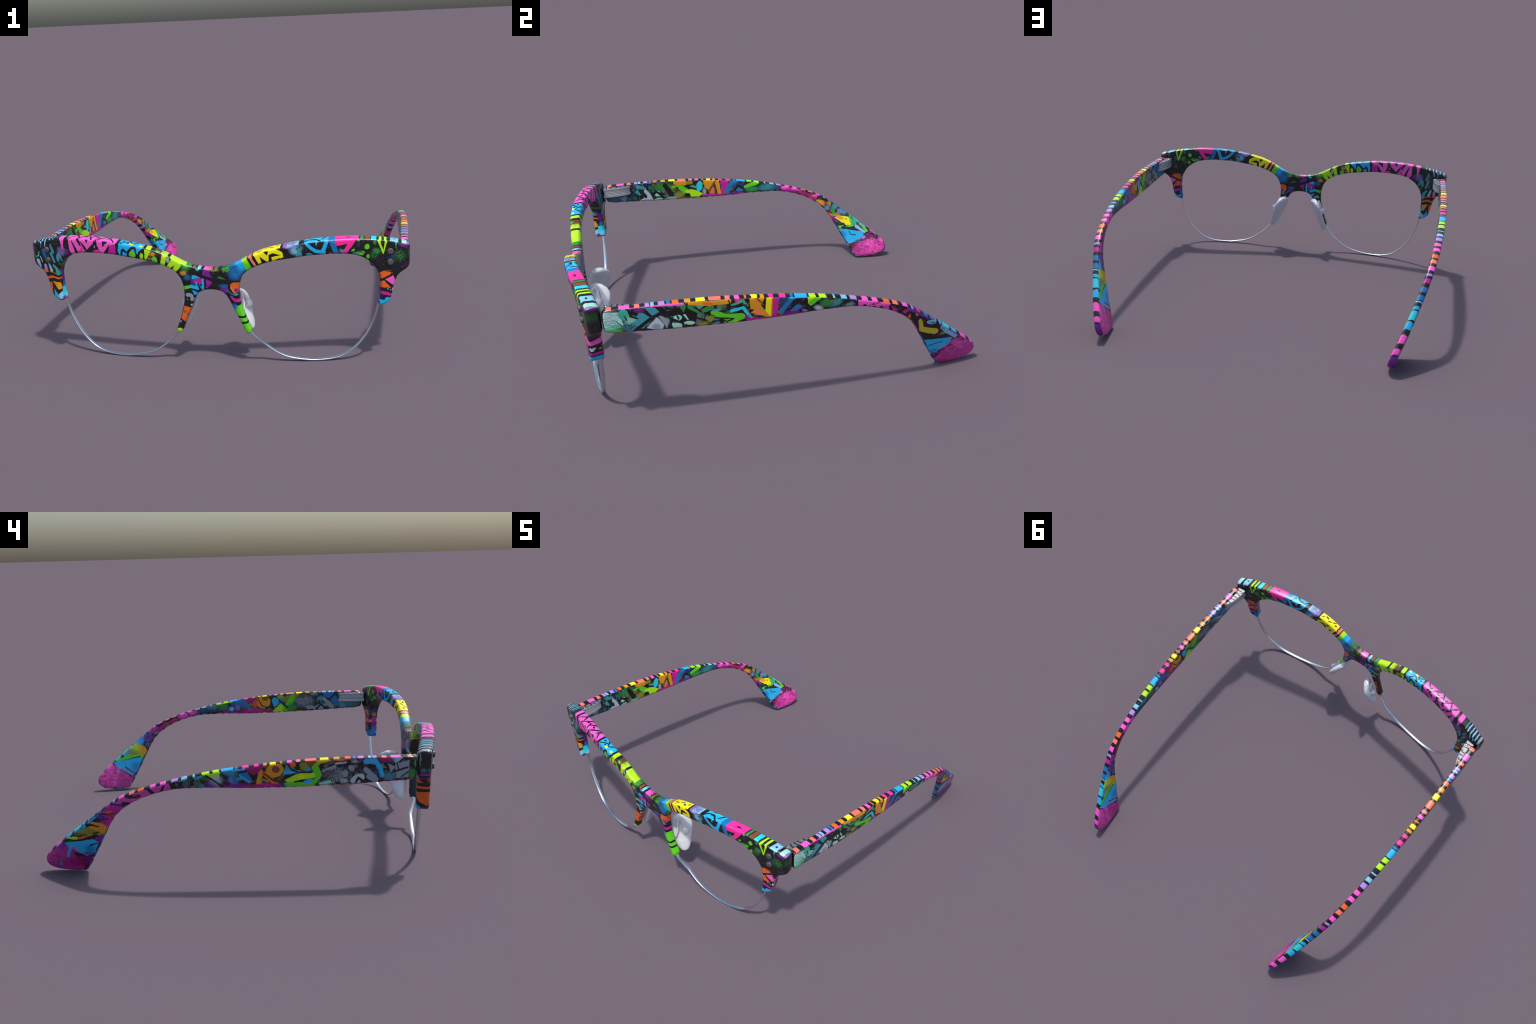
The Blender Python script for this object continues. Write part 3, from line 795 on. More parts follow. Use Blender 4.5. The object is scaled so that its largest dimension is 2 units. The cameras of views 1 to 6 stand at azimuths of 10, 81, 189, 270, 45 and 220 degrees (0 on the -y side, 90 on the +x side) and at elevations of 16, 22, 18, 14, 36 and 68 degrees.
    p.stroke("amber", [(-0.4299, 0.5912), (-0.3449, 0.5781), (-0.2583, 0.5773)], 0.009, 0.0118)
    p.stroke("orange", [(-0.3671, 0.583), (-0.3339, 0.5746)], 0.0056)
    p.stroke("pink", [(-0.7011, 0.6033), (-0.6027, 0.6013), (-0.4597, 0.5909)], 0.0069, 0.0056)
    p.mist("plum", (-0.6482, 0.5867), (0.0208, 0.0139), 0, 0.8)
    p.stroke("aqua", [(-0.2479, 0.529), (-0.1957, 0.5384), (-0.1602, 0.4769)], 0.0083, 0.0063)
    p.stroke("sea", [(-0.2483, 0.5547), (-0.1939, 0.5723), (-0.1798, 0.5489)], 0.0063)
    p.mist("rose", (-0.2184, 0.578), (0.0139, 0.0104), 0, 0.9)
    p.stroke("black", [(-0.2581, 0.5814), (-0.2523, 0.551), (-0.1798, 0.5489)], 0.0031)
    p.patch("amber", [(-0.1665, 0.5853), (-0.0939, 0.5791), (-0.1232, 0.5234), (-0.1618, 0.5248)])
    p.patch("yellow", [(-0.0881, 0.5783), (-0.0632, 0.5747), (-0.0729, 0.4702), (-0.0992, 0.4938)])
    p.patch("amber", [(-0.1185, 0.5442), (-0.071, 0.4678), (-0.1626, 0.5076)])
    p.mist("coral", (-0.1317, 0.5073), (0.0174, 0.0174), 0, 0.9)
    p.stroke("brown", [(-0.1325, 0.5762), (-0.1033, 0.5377)], 0.0056, 0.0021)
    p.stroke("orange", [(-0.0593, 0.5741), (-0.0689, 0.4718)], 0.0035)
    p.patch("magenta", [(-0.0575, 0.5717), (-0.0285, 0.5697), (-0.0457, 0.4639), (-0.0671, 0.4672)])
    p.stroke("magenta", [(-0.1756, 0.4771), (-0.1216, 0.4711), (0.0153, 0.4657)], 0.0083, 0.0056)
    p.mist("plum", (-0.1789, 0.4884), (0.0174, 0.0139), 0, 0.8)
    p.mist("navy", (-0.0044, 0.5404), (0.0313, 0.0382), 0, 0.9)
    p.stroke("blue", [(-0.0254, 0.4915), (0.0232, 0.5493)], 0.0111)
    p.stroke("cyan", [(0.0236, 0.5622), (0.09, 0.5569)], 0.0104)
    p.blob("blue", (0.0417, 0.5033), (0.0295, 0.0146), 10)
    p.stroke("black", [(-0.0061, 0.4799), (0.0581, 0.5356), (0.1009, 0.5076)], 0.0063, 0.0042)
    p.blob("black", (0.0642, 0.5412), (0.0125, 0.0056))
    p.mist("plum", (0.0175, 0.4807), (0.0382, 0.0139), 0, 0.7)
    p.stroke("magenta", [(-0.0419, 0.4678), (0.0725, 0.4681), (0.1605, 0.4717)], 0.0063, 0.0035)
    p.blob("violet", (0.0847, 0.483), (0.0139, 0.0063), -20)
    p.patch("lime", [(0.0961, 0.5668), (0.1373, 0.5587), (0.1249, 0.5215), (0.1011, 0.5163)])
    p.stroke("leaf", [(0.1489, 0.5397), (0.1049, 0.5071)], 0.0132, 0.0104)
    p.mist("pale", (0.1504, 0.4825), (0.0243, 0.0156), -30, 1)
    p.mist("green", (0.1844, 0.5039), (0.0278, 0.0208), 0, 0.9)
    p.stroke("black", [(0.097, 0.5082), (0.1404, 0.466)], 0.0063, 0.0049)
    p.stroke("lime", [(0.1411, 0.5474), (0.1925, 0.5334)], 0.0076, 0.0042)
    p.mist("teal", (0.2349, 0.4977), (0.0278, 0.0174), 20, 0.9)
    p.mist("grey", (0.2983, 0.478), (0.0243, 0.0125), 0, 0.8)
    p.mist("olive", (0.2165, 0.512), (0.0174, 0.0069), 0, 0.6)
    p.patch("pink", [(0.3373, 0.5146), (0.5145, 0.4487), (0.5008, 0.3989), (0.3392, 0.4505)])
    p.mist("magenta", (0.436, 0.4295), (0.0695, 0.0139), 8, 0.7)
    p.blob("char", (0.3706, 0.459), (0.009, 0.0083))
    p.blob("char", (0.4167, 0.4429), (0.0111, 0.0083))
    p.blob("char", (0.4525, 0.4337), (0.0076, 0.0125))
    p.spray("char", (0.4263, 0.4634), (0.0556, 0.0104), 8, amount=0.4)
    p.stroke("black", [(0.4964, 0.4332), (0.506, 0.388)], 0.0076)
    p.patch("magenta", [(0.5097, 0.4216), (0.5362, 0.4114), (0.5324, 0.3802), (0.5141, 0.3938)])
    p.stroke("magenta", [(0.5441, 0.3704), (0.5871, 0.3962)], 0.0069, 0.0125)
    p.stroke("black", [(0.5064, 0.4431), (0.5589, 0.4215), (0.6181, 0.3899)], 0.009)
    p.stroke("black", [(0.5436, 0.4), (0.6003, 0.3489)], 0.0042)
    p.blob("orange", (0.6038, 0.3581), (0.0181, 0.0097), 55)
    p.blob("amber", (0.6393, 0.3608), (0.016, 0.0097), 55)
    p.stroke("magenta", [(0.5928, 0.3354), (0.6419, 0.2888)], 0.0104)
    p.stroke("plum", [(0.5953, 0.4019), (0.6788, 0.3528), (0.7796, 0.2727), (0.8923, 0.1754)], 0.0118, 0.0139)
    p.stroke("black", [(0.6161, 0.3655), (0.6617, 0.2737), (0.7202, 0.2064)], 0.0118, 0.0153)
    p.blob("black", (0.724, 0.2803), (0.0452, 0.0313), -25)
    p.stroke("sun", [(0.6606, 0.3185), (0.674, 0.2655)], 0.009, 0.0125)
    p.stroke("sun", [(0.6743, 0.2628), (0.7104, 0.2463), (0.7511, 0.2314)], 0.0139, 0.0174)
    p.blob("sky", (0.7222, 0.2939), (0.0261, 0.0125), -20)
    p.mist("blue", (0.7319, 0.289), (0.0174, 0.0083), -20, 0.9)
    p.stroke("sky", [(0.7903, 0.2463), (0.8157, 0.2159), (0.8692, 0.1727)], 0.0118, 0.0097)
    p.mist("teal", (0.7978, 0.2418), (0.0156, 0.0139), 0, 0.7)
    p.mist("leaf", (0.7982, 0.2092), (0.0139, 0.009), 0, 0.6)
    p.patch("cyan", [(0.6976, 0.1875), (0.8533, 0.1695), (0.8407, 0.1298), (0.7791, 0.0862), (0.7425, 0.0957)])
    p.stroke("black", [(0.6859, 0.2254), (0.7456, 0.1893), (0.7963, 0.1905)], 0.009, 0.0076)
    p.stroke("navy", [(0.7241, 0.1451), (0.7971, 0.1546)], 0.0028)
    p.mist("blue", (0.7579, 0.103), (0.0278, 0.0139), 0, 0.8)
    p.stroke("black", [(0.7851, 0.0933), (0.8451, 0.1173), (0.8972, 0.1742)], 0.0049, 0.0028)
    p.patch("tip", [(0.7483, 0.0715), (0.793, 0.0882), (0.8486, 0.125), (0.8972, 0.1742), (1.0102, 0.0874), (0.9995, 0.0145), (0.8194, -0.0136)])
    p.mist("pink", (0.8754, 0.135), (0.0313, 0.0243), -30, 0.6)
    p.mist("magenta", (0.8403, 0.0633), (0.0417, 0.0278), -30, 0.6)
    p.mist("berry", (0.8095, 0.0187), (0.0486, 0.0174), -15, 0.7)
    p.mottle("hot", (0.8843, 0.0863), (0.0834, 0.0521), -20, 45)
    p.mottle("berry", (0.8584, 0.07), (0.0764, 0.0417), -20, 70)
    p.mottle("pink", (0.9028, 0.1161), (0.0486, 0.0382), -30, 90)
    p.mist("plum", (0.7572, 0.0748), (0.0174, 0.0174), 0, 0.9)
    return p.finish(0.4)


def print_outer_left(span):
    """Print on the outside of the temple at -x."""
    p = Print("graffiti_outer_print", "y", "z", wobble=0.0030, scale=48.0, span=span)
    p.glass([(0, "grey"), (.2, "grey"), (.30, "olive"), (.36, "amber"), (.44, "berry"), (.5, "blue"), (.55, "leaf"), (.6, "teal"), (.66, "hot"), (.8, "magenta"), (.9, "tip")], 26.0)
    p.patch("grey", [(-0.7088, 0.5687), (-0.7761, 0.584), (-0.7726, 0.5048), (-0.7147, 0.4989)])
    p.mist("black", (-0.8009, 0.5487), (0.0235, 0.0516), 0, 1)
    p.mist("green", (-0.7893, 0.5193), (0.0211, 0.0235), 0, 0.9)
    p.mist("leaf", (-0.8078, 0.5682), (0.0103, 0.0188), 0, 0.7)
    p.patch("grey", [(-0.675, 0.5722), (-0.7114, 0.5538), (-0.6901, 0.5271)])
    p.patch("sky", [(-0.6892, 0.5989), (-0.747, 0.5972), (-0.7136, 0.5686)])
    p.stroke("black", [(-0.6949, 0.5269), (-0.767, 0.5497)], 0.0038, 0.0047)
    p.stroke("black", [(-0.7388, 0.5057), (-0.7722, 0.5297)], 0.0028)
    p.stroke("black", [(-0.716, 0.5735), (-0.7286, 0.536)], 0.0028)
    p.mist("teal", (-0.6856, 0.5072), (0.0329, 0.0188), 0, 0.8)
    p.stroke("grey", [(-0.5741, 0.5452), (-0.618, 0.4965)], 0.0113, 0.0141)
    p.stroke("cyan", [(-0.5738, 0.5825), (-0.6171, 0.5838), (-0.6391, 0.5534), (-0.6492, 0.5157)], 0.0122, 0.0103)
    p.mist("indigo", (-0.6248, 0.5338), (0.0141, 0.0094), 0, 0.7)
    p.blob("pale", (-0.5357, 0.5013), (0.0352, 0.0211), -25)
    p.stroke("black", [(-0.5262, 0.4814), (-0.5406, 0.5061), (-0.5746, 0.4751)], 0.0047, 0.0066)
    p.stroke("grey", [(-0.584, 0.51), (-0.623, 0.4863)], 0.0085)
    p.blob("grey", (-0.5065, 0.5545), (0.016, 0.0122), 20)
    p.stroke("grey", [(-0.3764, 0.5431), (-0.4295, 0.5616)], 0.0056, 0.0085)
    p.stroke("pale", [(-0.4343, 0.5764), (-0.4824, 0.58)], 0.0047, 0.0033)
    p.blob("grey", (-0.4777, 0.5279), (0.015, 0.016))
    p.blob("grey", (-0.5233, 0.5839), (0.016, 0.007))
    p.spray("grey", (-0.4439, 0.5238), (0.0798, 0.0516), 0, amount=0.5)
    p.blob("smoke", (-0.4053, 0.5348), (0.0235, 0.0113), 10)
    p.spray("mint", (-0.3907, 0.4848), (0.0563, 0.0188), 0, amount=0.5)
    p.stroke("mint", [(-0.3617, 0.4803), (-0.4052, 0.4897)], 0.0047, 0.0066)
    p.spray("pale", (-0.4729, 0.493), (0.0329, 0.0235), 0, amount=0.7)
    p.mist("berry", (-0.67, 0.5896), (0.0423, 0.0141), 0, 1)
    p.stroke("berry", [(-0.4247, 0.5965), (-0.5736, 0.6023)], 0.0075, 0.0038)
    p.mist("orange", (-0.4535, 0.5932), (0.0282, 0.0075), 0, 0.9)
    p.stroke("amber", [(-0.338, 0.5666), (-0.3574, 0.5884), (-0.4055, 0.5955)], 0.0141, 0.0085)
    p.stroke("sun", [(-0.3574, 0.5909), (-0.3911, 0.5949)], 0.0085)
    p.stroke("leaf", [(-0.338, 0.5666), (-0.3546, 0.5262), (-0.3376, 0.4987)], 0.016, 0.0141)
    p.stroke("lime", [(-0.3233, 0.5244), (-0.2654, 0.5179), (-0.2119, 0.4909)], 0.015, 0.0169)
    p.stroke("leaf", [(-0.2069, 0.4808), (-0.3279, 0.481)], 0.0122, 0.0094)
    p.mist("yellow", (-0.275, 0.5177), (0.0188, 0.0113), 0, 0.8)
    p.stroke("black", [(-0.2458, 0.4928), (-0.3328, 0.5064)], 0.0047, 0.0028)
    p.patch("teal", [(-0.1857, 0.5195), (-0.2083, 0.5823), (-0.2464, 0.5487), (-0.193, 0.5244)])
    p.stroke("cyan", [(-0.2029, 0.5395), (-0.2656, 0.5433)], 0.0103, 0.0047)
    p.blob("cyan", (-0.3062, 0.4942), (0.0225, 0.0103), -15)
    p.blob("teal", (-0.3018, 0.5551), (0.0211, 0.0122), 10)
    p.mist("magenta", (-0.2228, 0.5871), (0.0235, 0.0113), 0, 0.9)
    p.blob("olive", (-0.2875, 0.5704), (0.0197, 0.016), 15)
    p.blob("orange", (-0.237, 0.5742), (0.0141, 0.0122))
    p.stroke("black", [(-0.2083, 0.5848), (-0.2319, 0.549), (-0.2655, 0.5382), (-0.3233, 0.5371)], 0.0038)
    p.patch("brown", [(-0.2997, 0.5875), (-0.3478, 0.5911), (-0.3284, 0.5668), (-0.3043, 0.5675)])
    p.blob("amber", (-0.1525, 0.5506), (0.0423, 0.0338), -20)
    p.blob("brown", (-0.1574, 0.5546), (0.0188, 0.0169), 20)
    p.stroke("amber", [(-0.0873, 0.5494), (-0.0788, 0.4935)], 0.0085, 0.0131)
    p.stroke("orange", [(-0.1015, 0.5364), (-0.13, 0.5104), (-0.1729, 0.4712)], 0.0094, 0.0122)
    p.stroke("char", [(-0.1015, 0.5364), (-0.1491, 0.4998), (-0.2023, 0.4937)], 0.0033, 0.0047)
    p.stroke("olive", [(-0.0913, 0.5112), (-0.1201, 0.4978)], 0.0056)
    p.mist("indigo", (-0.1827, 0.4787), (0.0235, 0.0122), 0, 0.9)
    p.patch("berry", [(-0.0009, 0.5638), (-0.112, 0.5767), (-0.0726, 0.537), (-0.0434, 0.5299)])
    p.stroke("berry", [(0.1235, 0.4732), (-0.0225, 0.4741), (-0.1681, 0.4739)], 0.0056, 0.0131)
    p.mist("magenta", (-0.11, 0.4801), (0.0423, 0.0141), 0, 0.8)
    p.mist("plum", (0.026, 0.4777), (0.0423, 0.0188), 0, 0.9)
    p.stroke("black", [(-0.015, 0.5534), (-0.0574, 0.5118)], 0.0056)
    p.patch("blue", [(0.0144, 0.5387), (-0.0245, 0.5456), (-0.0521, 0.4941), (-0.0135, 0.4999)])
    p.stroke("cyan", [(0.0099, 0.5285), (-0.0328, 0.497)], 0.0047)
    p.blob("blue", (0.042, 0.5087), (0.0254, 0.0197), 25)
    p.mist("teal", (0.0577, 0.5447), (0.0423, 0.0188), 15, 0.9)
    p.stroke("cyan", [(0.0429, 0.5545), (-0.0104, 0.5585)], 0.0056)
    p.blob("violet", (0.0518, 0.5048), (0.0094, 0.0122))
    p.mist("aqua", (0.0103, 0.5132), (0.0188, 0.0094), 0, 0.5)
    p.patch("lime", [(0.1888, 0.5371), (0.0958, 0.5607), (0.1098, 0.5126), (0.1245, 0.5078)])
    p.mist("pale", (0.1222, 0.5052), (0.0329, 0.0282), -30, 0.9)
    p.stroke("black", [(0.1672, 0.5316), (0.0846, 0.4711)], 0.0047, 0.0038)
    p.mist("plum", (0.1473, 0.485), (0.0282, 0.0188), 0, 0.7)
    p.stroke("teal", [(0.2182, 0.53), (0.1893, 0.5244)], 0.0094, 0.0056)
    p.mist("teal", (0.1915, 0.4802), (0.0188, 0.0113), 0, 0.8)
    p.blob("teal", (0.2778, 0.5098), (0.0228, 0.0052), -15)
    p.blob("teal", (0.2097, 0.5181), (0.0163, 0.0078))
    p.blob("smoke", (0.2636, 0.4915), (0.015, 0.0182), 10)
    p.blob("smoke", (0.2127, 0.4928), (0.015, 0.0182), 10)
    p.mist("teal", (0.2323, 0.473), (0.013, 0.0078), 0, 0.7)
    p.patch("hot", [(0.3564, 0.4998), (0.3331, 0.4923), (0.3282, 0.4612), (0.44, 0.4274), (0.4612, 0.4644)])
    p.patch("hot", [(0.44, 0.4733), (0.4223, 0.4346), (0.5483, 0.3744), (0.6171, 0.3855), (0.5598, 0.4355)])
    p.stroke("orange", [(0.4929, 0.4537), (0.4538, 0.4716)], 0.0033, 0.0052)
    p.stroke("coral", [(0.5355, 0.4356), (0.5068, 0.4501)], 0.0033)
    p.stroke("black", [(0.3412, 0.4996), (0.3233, 0.4593)], 0.0049, 0.0072)
    p.stroke("black", [(0.3679, 0.4799), (0.3776, 0.4635), (0.3837, 0.4489)], 0.0046, 0.0072)
    p.stroke("black", [(0.4504, 0.4716), (0.4407, 0.4642), (0.4183, 0.4419)], 0.0091, 0.0078)
    p.blob("black", (0.5188, 0.43), (0.0391, 0.0117), -4)
    p.stroke("black", [(0.5693, 0.3916), (0.5153, 0.3919)], 0.0085, 0.0033)
    p.stroke("black", [(0.6206, 0.3855), (0.5615, 0.382)], 0.0046, 0.0033)
    p.blob("indigo", (0.5868, 0.3734), (0.0215, 0.0078), -15)
    p.stroke("berry", [(0.5553, 0.3744), (0.422, 0.4383)], 0.0039)
    p.spray("hot", (0.508, 0.4354), (0.0293, 0.013), 0, amount=0.5)
    p.patch("magenta", [(0.7134, 0.342), (0.6171, 0.3855), (0.5627, 0.3705), (0.6103, 0.3157), (0.6522, 0.2589), (0.6816, 0.2826)])
    p.mist("berry", (0.6157, 0.3313), (0.0391, 0.0293), 0, 0.6)
    p.mist("orange", (0.6407, 0.3448), (0.0195, 0.0085), 0, 1)
    p.mist("plum", (0.6734, 0.2908), (0.0228, 0.013), 0, 0.6)
    p.stroke("black", [(0.7139, 0.338), (0.6543, 0.333), (0.6219, 0.3391)], 0.0046, 0.002)
    p.blob("indigo", (0.6876, 0.3206), (0.0244, 0.0104), 5)
    p.stroke("black", [(0.7335, 0.2957), (0.697, 0.3024), (0.6499, 0.3092)], 0.0065, 0.0033)
    p.stroke("cyan", [(0.708, 0.3282), (0.7512, 0.2974), (0.7921, 0.2602)], 0.0098, 0.0195)
    p.stroke("aqua", [(0.7174, 0.338), (0.8149, 0.2516)], 0.0046)
    p.stroke("black", [(0.7337, 0.3218), (0.7052, 0.3222)], 0.0026)
    p.blob("black", (0.7998, 0.256), (0.0143, 0.0078), 30)
    p.patch("amber", [(0.7358, 0.2916), (0.6813, 0.2846), (0.654, 0.2589), (0.6763, 0.2218), (0.7664, 0.2363)])
    p.patch("olive", [(0.8245, 0.2349), (0.756, 0.2609), (0.6779, 0.2238), (0.7042, 0.215), (0.8202, 0.2144)])
    p.mist("sea", (0.8055, 0.2415), (0.0261, 0.013), 0, 0.8)
    p.stroke("black", [(0.7616, 0.273), (0.7328, 0.2735), (0.7017, 0.264)], 0.0078, 0.0039)
    p.stroke("lime", [(0.8714, 0.2007), (0.8228, 0.1956)], 0.0078, 0.0098)
    p.stroke("olive", [(0.819, 0.2227), (0.7396, 0.2204)], 0.0078)
    p.stroke("orange", [(0.8045, 0.1961), (0.7409, 0.2101)], 0.0078, 0.0052)
    p.stroke("black", [(0.7318, 0.2247), (0.7034, 0.2355)], 0.0046, 0.0026)
    p.stroke("black", [(0.8226, 0.2226), (0.7689, 0.2177)], 0.002)
    p.stroke("cyan", [(0.8482, 0.222), (0.8348, 0.214)], 0.0078, 0.0046)
    p.stroke("black", [(0.8534, 0.2239), (0.8314, 0.212), (0.847, 0.2055)], 0.0033)
    p.patch("plum", [(0.7272, 0.2042), (0.6741, 0.2259), (0.7023, 0.1716), (0.7315, 0.1708)])
    p.patch("cyan", [(0.8871, 0.169), (0.7358, 0.1936), (0.7127, 0.1755), (0.738, 0.1202), (0.7819, 0.0935), (0.8675, 0.14)])
    p.mist("blue", (0.7615, 0.1365), (0.0293, 0.0228), 0, 0.8)
    p.mist("navy", (0.7759, 0.1107), (0.0293, 0.0098), -15, 0.8)
    p.stroke("black", [(0.8619, 0.178), (0.7947, 0.188), (0.7186, 0.2147)], 0.0046, 0.0072)
    p.stroke("black", [(0.755, 0.1577), (0.7205, 0.1711)], 0.0052, 0.0026)
    p.mist("brown", (0.8566, 0.1769), (0.0111, 0.0046), 0, 1)
    p.patch("tip", [(1.0079, 0.0807), (0.8855, 0.192), (0.8632, 0.1443), (0.8105, 0.1267), (0.7413, 0.0947), (0.8077, -0.0088), (0.9482, 0.0082)])
    p.mist("plum", (0.906, 0.1538), (0.0326, 0.0261), 30, 0.8)
    p.mist("berry", (0.8356, 0.0564), (0.0717, 0.0358), 0, 0.7)
    p.mist("plum", (0.7695, 0.0766), (0.0228, 0.0261), 0, 0.7)
    p.mist("magenta", (0.8468, 0.13), (0.0195, 0.0195), 0, 0.8)
    p.mist("rose", (0.8554, 0.0247), (0.0652, 0.0098), 0, 0.4)
    p.mottle("berry", (0.8849, 0.0764), (0.0977, 0.0554), 0, 60)
    p.mottle("hot", (0.9475, 0.0827), (0.0619, 0.0391), 0, 80)
    p.stroke("cyan", [(0.8584, 0.1466), (0.8675, 0.1207), (0.879, 0.0898)], 0.0072, 0.0065)
    p.blob("teal", (0.9235, 0.0451), (0.0098, 0.0104))
    p.mist("black", (0.9336, 0.0527), (0.0065, 0.013), 0, 0.5)
    return p.finish(0.4)


def print_inner_left(span):
    """Print on the inside of the temple at -x."""
    p = Print("graffiti_inner_print", "y", "z", wobble=0.0034, scale=48.0, span=span)
    p.glass([(0, "teal"), (.15, "teal"), (.22, "mint"), (.3, "olive"), (.4, "leaf"), (.44, "amber"), (.48, "magenta"), (.52, "blue"), (.57, "green"), (.62, "teal"), (.67, "pink"), (.75, "orange"), (.82, "teal"), (.9, "tip")], 30.0, dim=0.6)
    p.mist("teal", (-0.7369, 0.5046), (0.0867, 0.0271), 0, 0.6)
    p.patch("teal", [(-0.6735, 0.5845), (-0.6141, 0.5784), (-0.587, 0.524), (-0.6232, 0.493), (-0.6822, 0.5048), (-0.6286, 0.5455)])
    p.stroke("teal", [(-0.6033, 0.5774), (-0.5609, 0.5645)], 0.0141, 0.0087)
    p.stroke("black", [(-0.6532, 0.5709), (-0.64, 0.5409), (-0.6689, 0.5265)], 0.0065)
    p.patch("grey", [(-0.7134, 0.5195), (-0.6803, 0.5219), (-0.6895, 0.4882), (-0.7166, 0.491)])
    p.mist("indigo", (-0.7274, 0.4921), (0.0325, 0.0108), 0, 0.6)
    p.patch("pale", [(-0.6021, 0.4851), (-0.5441, 0.5139), (-0.5258, 0.4773)])
    p.stroke("pale", [(-0.5572, 0.5469), (-0.5381, 0.5191), (-0.5246, 0.4888)], 0.0098, 0.013)
    p.blob("mint", (-0.4827, 0.5221), (0.0195, 0.0184))
    p.stroke("black", [(-0.512, 0.5049), (-0.4922, 0.5375), (-0.4561, 0.5108), (-0.4424, 0.4804)], 0.0076)
    p.blob("mint", (-0.4811, 0.4814), (0.0325, 0.0076), 5)
    p.stroke("black", [(-0.5847, 0.5468), (-0.5562, 0.5036)], 0.0065)
    p.mist("green", (-0.4455, 0.5645), (0.0704, 0.0271), 0, 0.9)
    p.mist("olive", (-0.4036, 0.5402), (0.0488, 0.0271), 0, 0.5)
    p.stroke("black", [(-0.4283, 0.5715), (-0.3903, 0.5041)], 0.0141, 0.0184)
    p.mist("olive", (-0.3408, 0.4997), (0.0325, 0.0271), 0, 0.9)
    p.stroke("leaf", [(-0.3801, 0.5552), (-0.3406, 0.5628)], 0.0087, 0.0054)
    p.mist("mint", (-0.3924, 0.4815), (0.0433, 0.0119), 0, 0.7)
    p.stroke("amber", [(-0.361, 0.5821), (-0.3006, 0.5761)], 0.013, 0.0163)
    p.stroke("olive", [(-0.2841, 0.5745), (-0.2565, 0.5718)], 0.0098)
    p.stroke("leaf", [(-0.3306, 0.5502), (-0.2996, 0.5245)], 0.0141, 0.0184)
    p.patch("lime", [(-0.3051, 0.525), (-0.249, 0.5313), (-0.1852, 0.4942), (-0.2207, 0.4716), (-0.26, 0.4694)])
    p.blob("black", (-0.286, 0.4901), (0.0184, 0.0152))
    p.stroke("green", [(-0.3208, 0.475), (-0.2262, 0.4721)], 0.0076, 0.0054)
    p.stroke("black", [(-0.2916, 0.5522), (-0.184, 0.5084)], 0.0087, 0.0054)
    p.blob("aqua", (-0.206, 0.5446), (0.0195, 0.0347), -15)
    p.stroke("sea", [(-0.2585, 0.5492), (-0.2259, 0.5406)], 0.0065)
    p.mist("pale", (-0.1757, 0.5076), (0.013, 0.0217), 0, 0.7)
    p.patch("amber", [(-0.1804, 0.5849), (-0.0969, 0.5832), (-0.1389, 0.5129), (-0.171, 0.53)])
    p.stroke("amber", [(-0.0897, 0.5684), (-0.0771, 0.4786)], 0.0141, 0.0108)
    p.mist("coral", (-0.1255, 0.506), (0.0217, 0.0271), 0, 0.8)
    p.stroke("brown", [(-0.1008, 0.5694), (-0.1452, 0.5049)], 0.0054, 0.0076)
    p.patch("magenta", [(-0.0636, 0.5803), (-0.0052, 0.5752), (-0.052, 0.4764), (-0.069, 0.475)])
    p.stroke("magenta", [(-0.1863, 0.4811), (-0.0634, 0.4745), (0.0778, 0.4762)], 0.0076, 0.0054)
    p.stroke("blue", [(-0.0281, 0.4943), (-0.0028, 0.5322), (0.0272, 0.5581)], 0.0152, 0.0195)
    p.mist("navy", (0.0467, 0.5163), (0.0488, 0.0325), 0, 0.8)
    p.blob("blue", (0.0513, 0.5016), (0.0271, 0.013), -20)
    p.stroke("black", [(0.0167, 0.4903), (0.0475, 0.5277), (0.1013, 0.4884)], 0.0065, 0.0076)
    p.mist("plum", (0.0214, 0.4784), (0.0379, 0.0108), 0, 0.8)
    p.stroke("leaf", [(0.0974, 0.5147), (0.1724, 0.5367)], 0.0108, 0.0141)
    p.mist("green", (0.1356, 0.494), (0.0433, 0.0217), 0, 1)
    p.mist("teal", (0.2375, 0.4972), (0.0596, 0.0244), 0, 0.7)
    p.mist("navy", (0.294, 0.4956), (0.0325, 0.0217), 0, 0.6)
    p.patch("magenta", [(0.3308, 0.4998), (0.4609, 0.4683), (0.4748, 0.416), (0.3326, 0.4635)])
    p.mist("pink", (0.3556, 0.4894), (0.0284, 0.0122), 0, 0.9)
    p.mist("pink", (0.4229, 0.4756), (0.0244, 0.0122), 0, 0.9)
    p.spray("char", (0.417, 0.4505), (0.0813, 0.0244), -10, amount=0.6)
    p.patch("berry", [(0.4644, 0.4553), (0.5686, 0.4181), (0.5566, 0.3729), (0.4745, 0.4117)])
    p.mist("orange", (0.5081, 0.4053), (0.0366, 0.0098), -15, 0.7)
    p.spray("pink", (0.5517, 0.4192), (0.0325, 0.0163), 0, amount=0.6)
    p.mist("orange", (0.5732, 0.3676), (0.0244, 0.0244), 0, 0.9)
    p.mist("amber", (0.5905, 0.3707), (0.0284, 0.0203), -20, 0.9)
    p.mist("leaf", (0.5703, 0.3846), (0.0163, 0.0081), 0, 0.6)
    p.stroke("black", [(0.5882, 0.3959), (0.6338, 0.3805), (0.6272, 0.406)], 0.0049)
    p.blob("olive", (0.641, 0.3633), (0.0163, 0.0122))
    p.stroke("plum", [(0.628, 0.3599), (0.6463, 0.3211)], 0.0049)
    p.mist("teal", (0.6261, 0.3349), (0.0163, 0.0163), 0, 0.9)
    p.blob("green", (0.6651, 0.318), (0.013, 0.0268), 12)
    p.mist("teal", (0.6822, 0.3439), (0.0163, 0.0203), 0, 0.8)
    p.blob("violet", (0.7089, 0.3093), (0.0179, 0.0154))
    p.mist("teal", (0.7339, 0.3038), (0.0244, 0.0203), 0, 0.9)
    p.mist("orange", (0.6396, 0.2925), (0.0284, 0.0106), -40, 1)
